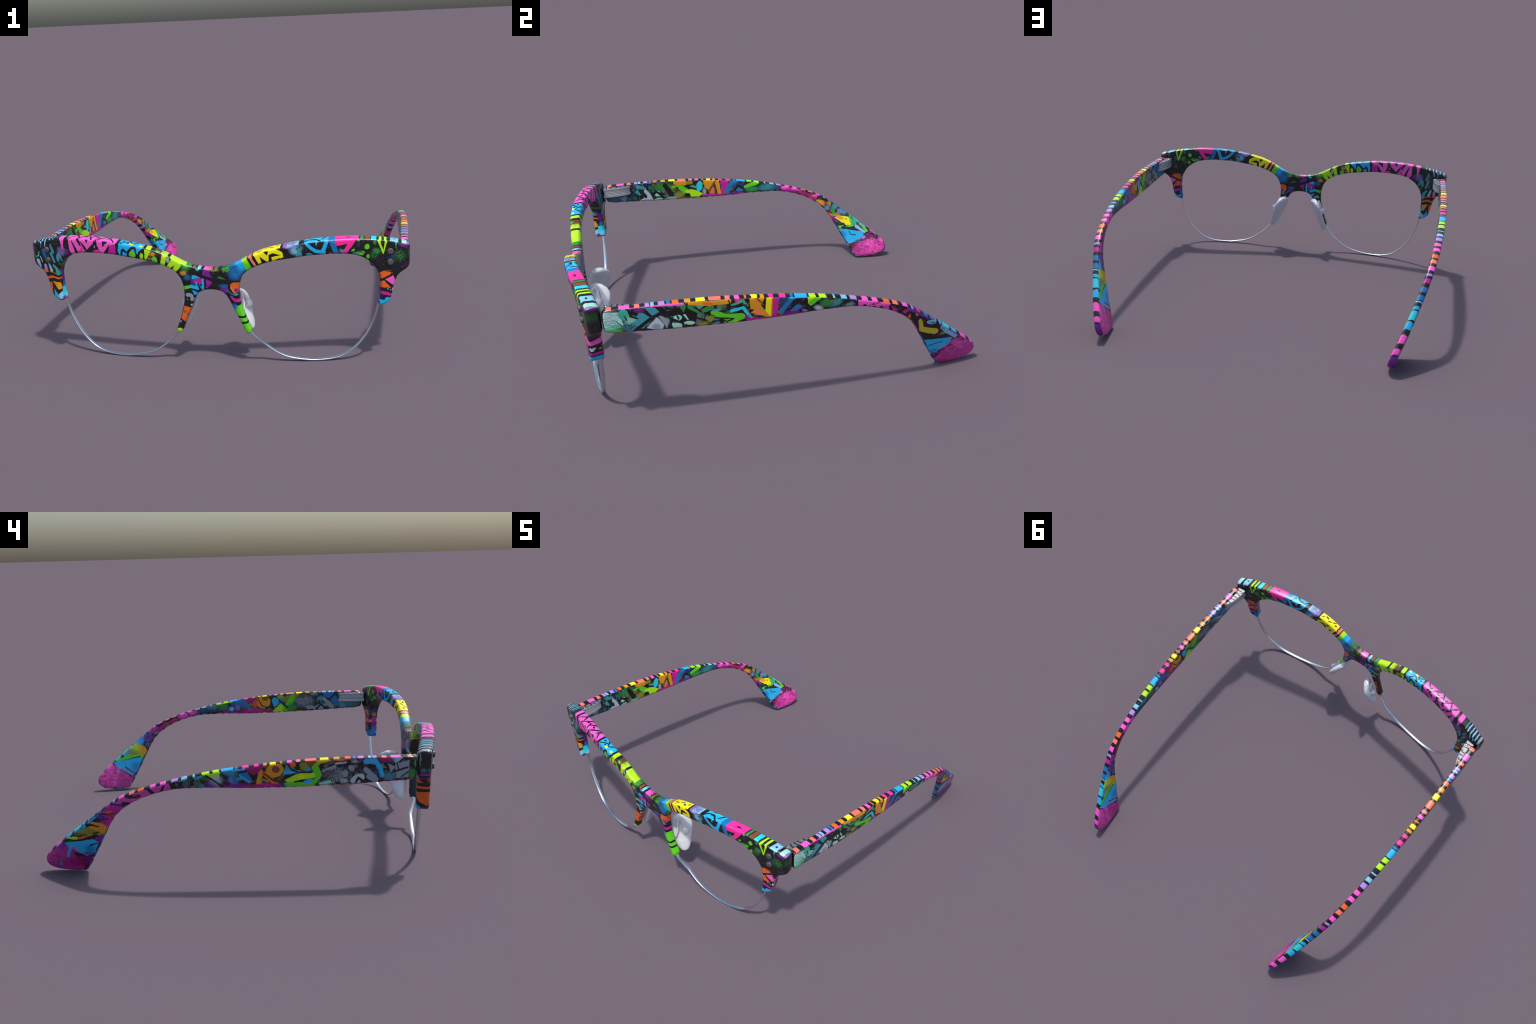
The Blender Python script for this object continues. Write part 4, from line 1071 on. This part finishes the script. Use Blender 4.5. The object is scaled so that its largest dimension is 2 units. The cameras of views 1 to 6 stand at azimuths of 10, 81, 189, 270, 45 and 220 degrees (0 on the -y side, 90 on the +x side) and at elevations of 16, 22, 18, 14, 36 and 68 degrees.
    p.mist("plum", (0.6705, 0.2577), (0.0244, 0.0163), -40, 0.9)
    p.stroke("olive", [(0.6646, 0.287), (0.6945, 0.2895)], 0.0089)
    p.patch("yellow", [(0.6716, 0.2701), (0.7022, 0.2808), (0.7649, 0.269), (0.7771, 0.2146), (0.7434, 0.2164)])
    p.mist("amber", (0.7054, 0.2682), (0.0325, 0.0146), -25, 0.9)
    p.stroke("olive", [(0.7427, 0.2578), (0.7508, 0.2532)], 0.0033)
    p.stroke("leaf", [(0.7733, 0.2685), (0.7856, 0.2141), (0.7465, 0.2038)], 0.0073)
    p.blob("sea", (0.7978, 0.2321), (0.0187, 0.0219))
    p.blob("leaf", (0.7108, 0.2078), (0.0203, 0.0122))
    p.stroke("char", [(0.6884, 0.2194), (0.7272, 0.2256)], 0.0073)
    p.mist("green", (0.7814, 0.264), (0.0244, 0.0122), -30, 0.7)
    p.stroke("char", [(0.7208, 0.2011), (0.7667, 0.1924), (0.8299, 0.187)], 0.0106, 0.0073)
    p.stroke("sky", [(0.8102, 0.2046), (0.8619, 0.1646)], 0.0106, 0.0065)
    p.stroke("leaf", [(0.8219, 0.2411), (0.8753, 0.1721)], 0.0057, 0.0089)
    p.stroke("violet", [(0.8138, 0.2456), (0.8729, 0.1929)], 0.0024)
    p.patch("cyan", [(0.6868, 0.2009), (0.741, 0.1897), (0.838, 0.1824), (0.8566, 0.1524), (0.8188, 0.1089), (0.7495, 0.094)])
    p.mist("blue", (0.7129, 0.1602), (0.0325, 0.0244), -40, 0.8)
    p.stroke("navy", [(0.7608, 0.1741), (0.7675, 0.1531), (0.8011, 0.1492)], 0.0033)
    p.mist("navy", (0.8146, 0.1092), (0.0325, 0.0106), 15, 0.9)
    p.blob("lavender", (0.8527, 0.132), (0.0122, 0.0098))
    p.patch("tip", [(0.7454, 0.0963), (0.8226, 0.1047), (0.8785, 0.1595), (0.9528, 0.1396), (1.0055, 0.0715), (0.9236, 0.0097), (0.7999, 0.0036)])
    p.mist("pink", (0.8887, 0.0894), (0.0325, 0.0244), -30, 0.7)
    p.mist("pink", (0.9672, 0.1144), (0.0203, 0.0163), -40, 0.8)
    p.mist("rose", (0.9238, 0.0592), (0.0244, 0.0284), -40, 0.6)
    p.mist("berry", (0.7971, 0.0609), (0.0366, 0.0244), -20, 0.5)
    p.stroke("black", [(0.9446, 0.0991), (0.9541, 0.0659)], 0.0049, 0.0024)
    p.mist("black", (0.7609, 0.0789), (0.0163, 0.0098), -60, 0.7)
    p.mist("brown", (0.9216, 0.0345), (0.0203, 0.0122), 0, 0.7)
    p.mottle("berry", (0.8699, 0.0699), (0.1138, 0.061), 0, 60)
    p.mottle("pink", (0.9043, 0.0765), (0.0813, 0.0569), 0, 95)
    return p.finish(0.4)


def print_inner_right(span):
    """Print on the inside of the temple at +x."""
    p = Print("graffiti_inner_print", "y", "z", wobble=0.0034, scale=48.0, span=span)
    p.glass([(0, "teal"), (.12, "teal"), (.2, "grey"), (.28, "olive"), (.35, "leaf"), (.42, "amber"), (.46, "berry"), (.52, "blue"), (.57, "green"), (.62, "teal"), (.67, "magenta"), (.76, "plum"), (.82, "cyan"), (.9, "tip")], 30.0, dim=0.6)
    p.mist("teal", (-0.7109, 0.5195), (0.1042, 0.0321), 0, 0.7)
    p.stroke("blue", [(-0.572, 0.5893), (-0.6046, 0.572), (-0.6372, 0.5298)], 0.0272, 0.0192)
    p.stroke("teal", [(-0.6699, 0.5289), (-0.6781, 0.4956)], 0.0176)
    p.stroke("black", [(-0.5799, 0.5397), (-0.6291, 0.5878)], 0.0056)
    p.blob("teal", (-0.531, 0.5575), (0.0288, 0.0144))
    p.blob("grey", (-0.5224, 0.4957), (0.0481, 0.0208), -20)
    p.stroke("black", [(-0.4977, 0.484), (-0.5307, 0.5162), (-0.5715, 0.4819)], 0.0064)
    p.stroke("grey", [(-0.5554, 0.5486), (-0.6043, 0.4976)], 0.0128, 0.016)
    p.blob("grey", (-0.4568, 0.4976), (0.0321, 0.0128))
    p.spray("grey", (-0.4164, 0.5442), (0.1042, 0.0641), 0, amount=0.6)
    p.blob("smoke", (-0.4004, 0.5735), (0.024, 0.0112))
    p.blob("teal", (-0.4822, 0.5877), (0.024, 0.0096))
    p.patch("lime", [(-0.194, 0.473), (-0.2608, 0.5364), (-0.2841, 0.4701)])
    p.stroke("olive", [(-0.2858, 0.556), (-0.3679, 0.5867)], 0.0192, 0.0144)
    p.stroke("leaf", [(-0.2845, 0.4906), (-0.3182, 0.5386), (-0.335, 0.5711)], 0.0208, 0.016)
    p.mist("green", (-0.3256, 0.4974), (0.0401, 0.0321), 0, 1)
    p.mist("teal", (-0.2529, 0.5489), (0.024, 0.0321), 0, 0.8)
    p.blob("leaf", (-0.2534, 0.5734), (0.024, 0.0112))
    p.stroke("black", [(-0.2447, 0.5492), (-0.301, 0.4982)], 0.0056)
    p.mist("leaf", (-0.3348, 0.5547), (0.024, 0.024), 0, 0.7)
    p.blob("cyan", (-0.2135, 0.5404), (0.024, 0.0304))
    p.stroke("black", [(-0.1799, 0.5757), (-0.2026, 0.4933)], 0.0064)
    p.blob("amber", (-0.1383, 0.5403), (0.0465, 0.0401), -15)
    p.blob("brown", (-0.1471, 0.567), (0.0208, 0.016))
    p.stroke("char", [(-0.098, 0.5621), (-0.1294, 0.512), (-0.1864, 0.502)], 0.004)
    p.mist("orange", (-0.0769, 0.5382), (0.0288, 0.0401), 0, 0.8)
    p.stroke("berry", [(0.1739, 0.4732), (-0.0056, 0.471), (-0.1858, 0.4758)], 0.008, 0.0144)
    p.patch("berry", [(-0.0002, 0.5652), (-0.0901, 0.5745), (-0.0647, 0.5386), (-0.0482, 0.531)])
    p.mist("magenta", (-0.0715, 0.4852), (0.0881, 0.0192), 0, 0.8)
    p.mist("blue", (0.0331, 0.5418), (0.0561, 0.0401), 0, 0.8)
    p.blob("blue", (0.0369, 0.5501), (0.0224, 0.016), 30)
    p.stroke("blue", [(-0.0076, 0.5405), (-0.0473, 0.4983)], 0.016, 0.008)
    p.blob("violet", (0.0423, 0.5078), (0.0176, 0.0192))
    p.mist("plum", (0.0918, 0.4906), (0.0481, 0.0192), 0, 0.9)
    p.blob("aqua", (0.0833, 0.5026), (0.016, 0.0144))
    p.mist("green", (0.1396, 0.5248), (0.0321, 0.0288), 0, 1)
    p.stroke("lime", [(0.1799, 0.5384), (0.0816, 0.5556)], 0.008)
    p.mist("teal", (0.213, 0.5232), (0.0401, 0.024), 0, 0.8)
    p.mist("navy", (0.2707, 0.4971), (0.0481, 0.0192), 0, 0.7)
    p.patch("magenta", [(0.3152, 0.5029), (0.3679, 0.5008), (0.5327, 0.4227), (0.5172, 0.4022), (0.4352, 0.4348), (0.3205, 0.4667)])
    p.mist("pink", (0.4096, 0.4702), (0.0401, 0.0208), 0, 0.7)
    p.mist("pink", (0.3523, 0.4841), (0.0321, 0.016), 0, 0.7)
    p.stroke("black", [(0.3846, 0.4894), (0.3734, 0.4607)], 0.004)
    p.stroke("black", [(0.4666, 0.4603), (0.4352, 0.4348)], 0.004)
    p.patch("berry", [(0.4591, 0.4439), (0.4846, 0.4125), (0.5503, 0.372), (0.5983, 0.3783), (0.5487, 0.4235)])
    p.mist("brown", (0.5091, 0.4018), (0.0481, 0.0128), 30, 0.9)
    p.mist("plum", (0.5986, 0.3704), (0.0481, 0.024), 30, 0.9)
    p.stroke("magenta", [(0.6466, 0.3728), (0.5978, 0.3942)], 0.0112)
    p.mist("olive", (0.5988, 0.3625), (0.024, 0.0096), 0, 0.7)
    p.stroke("orange", [(0.6329, 0.2931), (0.575, 0.3534)], 0.0096, 0.0064)
    p.mist("plum", (0.6479, 0.3332), (0.0321, 0.0192), 30, 0.8)
    p.stroke("cyan", [(0.704, 0.3245), (0.7692, 0.2617), (0.8497, 0.2041)], 0.024, 0.0288)
    p.mist("plum", (0.672, 0.3266), (0.0321, 0.0208), 0, 0.7)
    p.blob("amber", (0.7137, 0.2546), (0.0513, 0.0353), 25)
    p.mist("lime", (0.7529, 0.2764), (0.0481, 0.0321), 20, 0.8)
    p.mist("olive", (0.7697, 0.2383), (0.0561, 0.0288), 20, 0.8)
    p.stroke("leaf", [(0.8576, 0.2031), (0.7862, 0.212), (0.7068, 0.2113)], 0.0128, 0.016)
    p.blob("navy", (0.8335, 0.2187), (0.0144, 0.0096))
    p.stroke("black", [(0.8342, 0.1877), (0.7147, 0.2117)], 0.0048)
    p.patch("cyan", [(0.8896, 0.1833), (0.6988, 0.2108), (0.7244, 0.1345), (0.7651, 0.0904), (0.8666, 0.1509)])
    p.mist("blue", (0.7401, 0.1432), (0.0401, 0.0401), 0, 0.7)
    p.stroke("navy", [(0.8114, 0.1475), (0.7568, 0.1054)], 0.0048)
    p.patch("tip", [(1.001, 0.0754), (0.9611, 0.1339), (0.8975, 0.1799), (0.851, 0.1422), (0.7534, 0.0819), (0.7822, 0.0148), (0.8613, -0.0029), (0.9782, 0.0355)])
    p.mist("pink", (0.9139, 0.1461), (0.0401, 0.0321), 0, 0.6)
    p.mist("rose", (0.9462, 0.0795), (0.0401, 0.0481), 0, 0.4)
    p.mist("lavender", (0.8592, 0.1272), (0.0128, 0.0353), 10, 0.7)
    p.stroke("brown", [(0.9456, 0.1176), (0.9541, 0.0723), (0.9312, 0.0401)], 0.0056)
    p.mist("berry", (0.8053, 0.047), (0.0561, 0.0401), 0, 0.5)
    p.mottle("berry", (0.8678, 0.0742), (0.1202, 0.0721), 0, 60)
    p.mottle("pink", (0.9304, 0.0861), (0.0721, 0.0721), 0, 80)
    return p.finish(0.4)


def simple(name, ink, metallic=0.0, roughness=0.4, bump=0.0, grain=60.0, vary=0.12, **extra):
    """Plain material with a little grain in tone and surface."""
    m = bpy.data.materials.new(name)
    m.use_nodes = True
    t = m.node_tree
    b = t.nodes["Principled BSDF"]
    b.inputs["Metallic"].default_value = metallic
    b.inputs["Roughness"].default_value = roughness
    for k, val in extra.items():
        b.inputs[k.replace("_", " ")].default_value = val
    tc = t.nodes.new("ShaderNodeTexCoord")
    n = t.nodes.new("ShaderNodeTexNoise")
    n.inputs["Scale"].default_value = grain
    n.inputs["Detail"].default_value = 4.0
    t.links.new(tc.outputs["Object"], n.inputs["Vector"])
    r = t.nodes.new("ShaderNodeValToRGB")
    c = srgb(ink)
    r.color_ramp.elements[0].position, r.color_ramp.elements[1].position = 0.3, 0.7
    r.color_ramp.elements[0].color = tuple(x * (1 - vary) for x in c[:3]) + (1,)
    r.color_ramp.elements[1].color = tuple(min(1, x * (1 + vary)) for x in c[:3]) + (1,)
    t.links.new(n.outputs[0], r.inputs[0])
    t.links.new(r.outputs[0], b.inputs["Base Color"])
    if bump:
        k = t.nodes.new("ShaderNodeBump")
        k.inputs["Strength"].default_value = bump
        k.inputs["Distance"].default_value = 0.002
        t.links.new(n.outputs[0], k.inputs["Height"])
        t.links.new(k.outputs[0], b.inputs["Normal"])
    return m


def hinge_material():
    """Brushed metal with dark wavy stripes drawn in its tone for embossed relief."""
    m = simple("hinge_metal", "84868b", 0.4, 0.45, 0.2, 90.0)  # grey darkened below the side plates' to tame sun glare on the top face
    t = m.node_tree
    b = t.nodes["Principled BSDF"]
    tone = b.inputs["Base Color"].links[0].from_socket
    tc = t.nodes.new("ShaderNodeTexCoord")
    w = t.nodes.new("ShaderNodeTexWave")
    w.bands_direction = "Y"
    w.inputs["Scale"].default_value = 11.0
    w.inputs["Distortion"].default_value = 5.0
    w.inputs["Detail"].default_value = 2.0
    w.inputs["Detail Scale"].default_value = 2.5
    t.links.new(tc.outputs["Object"], w.inputs["Vector"])
    r = t.nodes.new("ShaderNodeMapRange")
    t.links.new(w.outputs["Fac"], r.inputs[0])
    r.inputs[1].default_value, r.inputs[2].default_value, r.inputs[3].default_value, r.inputs[4].default_value = 0.15, 0.50, 0.9, 0.0
    mix = t.nodes.new("ShaderNodeMix")
    mix.data_type = "RGBA"
    t.links.new(r.outputs[0], mix.inputs[0])
    t.links.new(tone, mix.inputs[6])
    mix.inputs[7].default_value = srgb("28292c")
    t.links.new(mix.outputs[2], b.inputs["Base Color"])
    return m


FRONT_CUTS = [-2.0, -.62, -.33, -.10, .12, .40, .72, 2.0]      # the print is drawn in stretches to keep each node tree small
TEMPLE_CUTS = [-2.0, -.45, -.05, .45, .72, 2.0]


def stretches(draw, cuts):
    return [draw((a, b)) for a, b in zip(cuts, cuts[1:])]


PRINT_FRONT = stretches(print_front, FRONT_CUTS)
PRINT_TOP = print_top()
PRINT_STRIP = print_strip()
PRINT_OUTER = {1: stretches(print_outer_right, TEMPLE_CUTS), -1: stretches(print_outer_left, TEMPLE_CUTS)}
PRINT_INNER = {1: stretches(print_inner_right, TEMPLE_CUTS), -1: stretches(print_inner_left, TEMPLE_CUTS)}


def slots(verts, faces, regions, lookup, axis, cuts):
    """Material slot of each face: its region picks a print, its place along the axis the stretch of that print."""
    used, index = [], []
    for f, r in zip(faces, regions):
        m = lookup[r]
        if isinstance(m, list):
            c = sum(verts[i][axis] for i in f) / len(f)
            m = m[sum(c > k for k in cuts[1:-1])]
        if m not in used:
            used.append(m)
        index.append(used.index(m))
    return used, index


METAL_WIRE = simple("polished_wire", "dde1e6", 1.0, 0.22, 0.1, 120.0, 0.08)
RIVET = simple("rivet_metal", "5a5653", 0.1, 0.45, 0.1, 90.0)
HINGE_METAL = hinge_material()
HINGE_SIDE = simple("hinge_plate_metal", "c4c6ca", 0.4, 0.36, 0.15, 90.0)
SILICONE = simple("clear_silicone", "dfe2e8", 0.0, 0.22, 0.05, 40.0, 0.04, Transmission_Weight=0.05, Coat_Weight=0.4)
CLEAR_METAL = simple("pale_pad_metal", "e4e7ea", 0.2, 0.3, 0.1, 110.0, 0.15)

# ------------------------------------------------------------------ assembly
glasses = bpy.data.objects.new("eyeglasses", None)
glasses["label"] = "half-rim eyeglasses with neon graffiti frame and clear nose pads"
glasses["category"] = "glasses"
bpy.context.scene.collection.objects.link(glasses)

v, f, m = slab(front_outline, front_surface, front_depth, front_round, lambda p, q: q[1] < -0.5 and (p[1] > 0.505 and abs(p[0]) < 0.13 or p[1] > 0.538 and abs(p[0]) < 0.23 or p[1] > 0.59))
used, m = slots(v, f, m, {0: PRINT_FRONT, 1: PRINT_FRONT, 2: PRINT_FRONT, 3: PRINT_TOP}, 0, FRONT_CUTS)
frame = fix_normals(new_object("front_frame", v, f, used, glasses, m))

for side in (1, -1):
    v, f, m = slab(temple_outline, temple_surface(side), lambda y, z: 0.041 - 0.004 * max(0.0, min(1.0, (y - 0.4) / 0.4)), 0.013, lambda p, q: True)
    used, m = slots(v, f, m, {0: PRINT_OUTER[side], 1: PRINT_STRIP, 2: PRINT_INNER[side], 3: PRINT_STRIP}, 1, TEMPLE_CUTS)
    fix_normals(new_object("temple", v, f, used, glasses, m))

    # thin metal band that closes the lower half of the rim
    path2 = catmull([(side * x, z) for x, z in RIM], step=0.008)
    pts, nrm = [], []
    for x, z in path2:
        s, n = front_surface(x, z)
        pts.append(s + np.array([0.0, 0.049 - 0.024 * max(0.0, min(1.0, (0.26 - abs(x)) / 0.06)), 0.0]))
        nrm.append(n)

    def rim_axes(i):
        a, b = pts[max(0, i - 1)], pts[min(len(pts) - 1, i + 1)]
        t = unit(b - a)
        return nrm[i], unit(np.cross(t, nrm[i]))
    v, f = tube(pts, rim_axes, 0.0105, 0.0045, sides=12)
    fix_normals(new_object("rim_wire", v, f, [METAL_WIRE], glasses))

    # two rivets through each end piece: a raised head in front, a flush pin behind
    for z in (0.588, 0.532):
        s, n = front_surface(side * 0.893, z)
        t1 = unit(np.cross(n, (0, 0, 1)))
        t2 = np.cross(n, t1)
        v, f = [], []
        T = front_depth(0.893, z)
        prof = [(0.0, 0.0105), (0.010, 0.0105), (0.0140, 0.0098), (0.0155, 0.0075), (0.0155, -0.004), (0.0125, -0.006), (0.0125, -T - 0.0005), (0.011, -T - 0.0018), (0.0, -T - 0.0018)]
        K = 20
        for r, h in prof:
            for k in range(K):
                a = 2 * math.pi * k / K
                v.append(s + n * h + (t1 * math.cos(a) + t2 * math.sin(a)) * r)
        for i in range(len(prof) - 1):
            for k in range(K):
                l = (k + 1) % K
                f.append((i * K + k, i * K + l, (i + 1) * K + l, (i + 1) * K + k))
        ob = new_object("rivet", v, f, [RIVET], glasses)
        import bmesh
        bm = bmesh.new(); bm.from_mesh(ob.data)
        bmesh.ops.remove_doubles(bm, verts=bm.verts, dist=1e-5)
        bmesh.ops.recalc_face_normals(bm, faces=bm.faces)
        bm.to_mesh(ob.data); bm.free()
        ob.data.set_sharp_from_angle(angle=math.radians(50))

    # hinge: stacked leaves of a barrel hinge on the inner face of the temple
    HINGE = [(.902, -.822), (.902, -.775), (.910, -.715), (.924, -.672), (.936, -.653), (.952, -.648), (.952, -.822)]
    layers = [(.536, .552), (.5535, .5615), (.563, .571), (.5725, .5805), (.582, .593)]
    vv, ff = [], []
    for li, (z0, z1) in enumerate(layers):
        o = catmull(HINGE, step=0.006)
        grow = 0.0 if li in (0, 4) else -0.002
        c = np.array([.935, -.74])
        o = o + (o - c) * (grow / 0.05)
        N = len(o)
        base = len(vv)
        ch = 0.0015
        for inset, z in ((ch, z0), (0, z0 + ch), (0, z1 - ch), (ch, z1)):
            for q in o:
                w = q + (c - q) / np.linalg.norm(c - q) * inset
                vv.append((side * w[0], w[1], z))
        for r in range(3):
            for k in range(N):
                l = (k + 1) % N
                ff.append((base + r * N + k, base + r * N + l, base + (r + 1) * N + l, base + (r + 1) * N + k))
        ff.append(tuple(base + k for k in range(N))[::-1])
        ff.append(tuple(base + 3 * N + k for k in range(N)))
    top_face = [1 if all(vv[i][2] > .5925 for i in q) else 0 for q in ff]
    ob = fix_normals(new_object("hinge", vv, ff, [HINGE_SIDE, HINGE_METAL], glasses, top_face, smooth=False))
    # hinge pin seen on top of the stack
    v, f = [], []
    K = 16
    for r, z in ((0.0, .5955), (.007, .5955), (.0085, .594), (.0085, .534), (0.0, .534)):
        for k in range(K):
            a = 2 * math.pi * k / K
            v.append((side * (.915 + r * math.cos(a)), -.79 + r * math.sin(a), z))
    for i in range(4):
        for k in range(K):
            l = (k + 1) % K
            f.append((i * K + k, i * K + l, (i + 1) * K + l, (i + 1) * K + k))
    pin = fix_normals(new_object("hinge_pin", v, f, [METAL_WIRE], ob))

    # nose pad: a soft teardrop cushion standing behind the nose leg
    spine = catmull([(.186, -.886, .156), (.156, -.880, .226), (.127, -.873, .298), (.101, -.868, .374)], step=0.002)
    low, top = spine[0], spine[-1]
    up = unit(top - low)
    out = unit(np.cross(np.array([.48, 1.0, 0.0]), up))       # towards the lens
    if out[0] < 0:
        out = -out
    back = unit(np.cross(up, out))
    if back[1] < 0:
        back = -back
    L = np.linalg.norm(top - low)
    width = smooth_table([0, .04, .12, .3, .5, .68, .82, .93, .98, 1.0], [.0, .018, .032, .047, .061, .069, .063, .043, .022, 0.0])
    lean = smooth_table([0, .3, .6, .85, 1.0], [.002, .004, .006, .002, -.012])
    rows, cols = 40, 36
    v, f = [], []
    for i in range(rows + 1):
        t = 0.5 - 0.5 * math.cos(math.pi * i / rows)
        w = max(width(t), 0.0)
        th = 0.024 * min(1.0, (w / 0.045)) ** 0.6 if w > 0 else 0
        for k in range(cols):
            a = 2 * math.pi * k / cols
            c, s = math.cos(a), math.sin(a)
            bulge = 0.8 if s < 0 else 0.85
            p = spine[int(round(t * (len(spine) - 1)))] + back * (lean(t) + w * c) + out * (th * bulge * math.copysign(abs(s) ** 0.8, s))
            v.append((side * p[0], p[1], p[2]))
    for i in range(rows):
        for k in range(cols):
            l = (k + 1) % cols
            f.append((i * cols + k, i * cols + l, (i + 1) * cols + l, (i + 1) * cols + k))
    pad = new_object("nose_pad", v, f, [SILICONE], glasses)
    import bmesh
    bm = bmesh.new(); bm.from_mesh(pad.data)
    bmesh.ops.remove_doubles(bm, verts=bm.verts, dist=1e-5)
    bmesh.ops.recalc_face_normals(bm, faces=bm.faces)
    bm.to_mesh(pad.data); bm.free()

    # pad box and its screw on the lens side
    boss_c = np.array([.144, -.856, .282])
    v, f = [], []
    K = 24
    for r, h in ((0.0, .044), (.014, .044), (.0175, .041), (.0185, .036), (.0185, -.01), (0, -.01)):
        for k in range(K):
            a = 2 * math.pi * k / K
            sq = 1.0 / max(abs(math.cos(a)), abs(math.sin(a))) ** 0.35
            p = boss_c + out * h + (back * math.cos(a) + up * math.sin(a)) * r * sq
            v.append((side * p[0], p[1], p[2]))
    for i in range(5):
        for k in range(K):
            l = (k + 1) % K
            f.append((i * K + k, i * K + l, (i + 1) * K + l, (i + 1) * K + k))
    box = new_object("pad_box", v, f, [CLEAR_METAL], pad)
    bm = bmesh.new(); bm.from_mesh(box.data)
    bmesh.ops.remove_doubles(bm, verts=bm.verts, dist=1e-5)
    bmesh.ops.recalc_face_normals(bm, faces=bm.faces)
    bm.to_mesh(box.data); bm.free()
    box.data.set_sharp_from_angle(angle=math.radians(50))

    # bent wire arm from the frame over to the pad box
    arm = catmull([(.150, -.925, .262), (.152, -.912, .300), (.143, -.900, .345), (.136, -.886, .360), (.140, -.873, .348), (.158, -.866, .318), (.168, -.867, .296)], step=0.006)
    arm = [np.array((side * p[0], p[1], p[2])) for p in arm]

    def arm_axes(i):
        t = unit(arm[min(len(arm) - 1, i + 1)] - arm[max(0, i - 1)])
        a = unit(np.cross(t, (1, 0.1, 0)))
        return a, np.cross(t, a)
    v, f = tube(arm, arm_axes, 0.0055, 0.0055, sides=10)
    fix_normals(new_object("pad_arm", v, f, [CLEAR_METAL], pad))
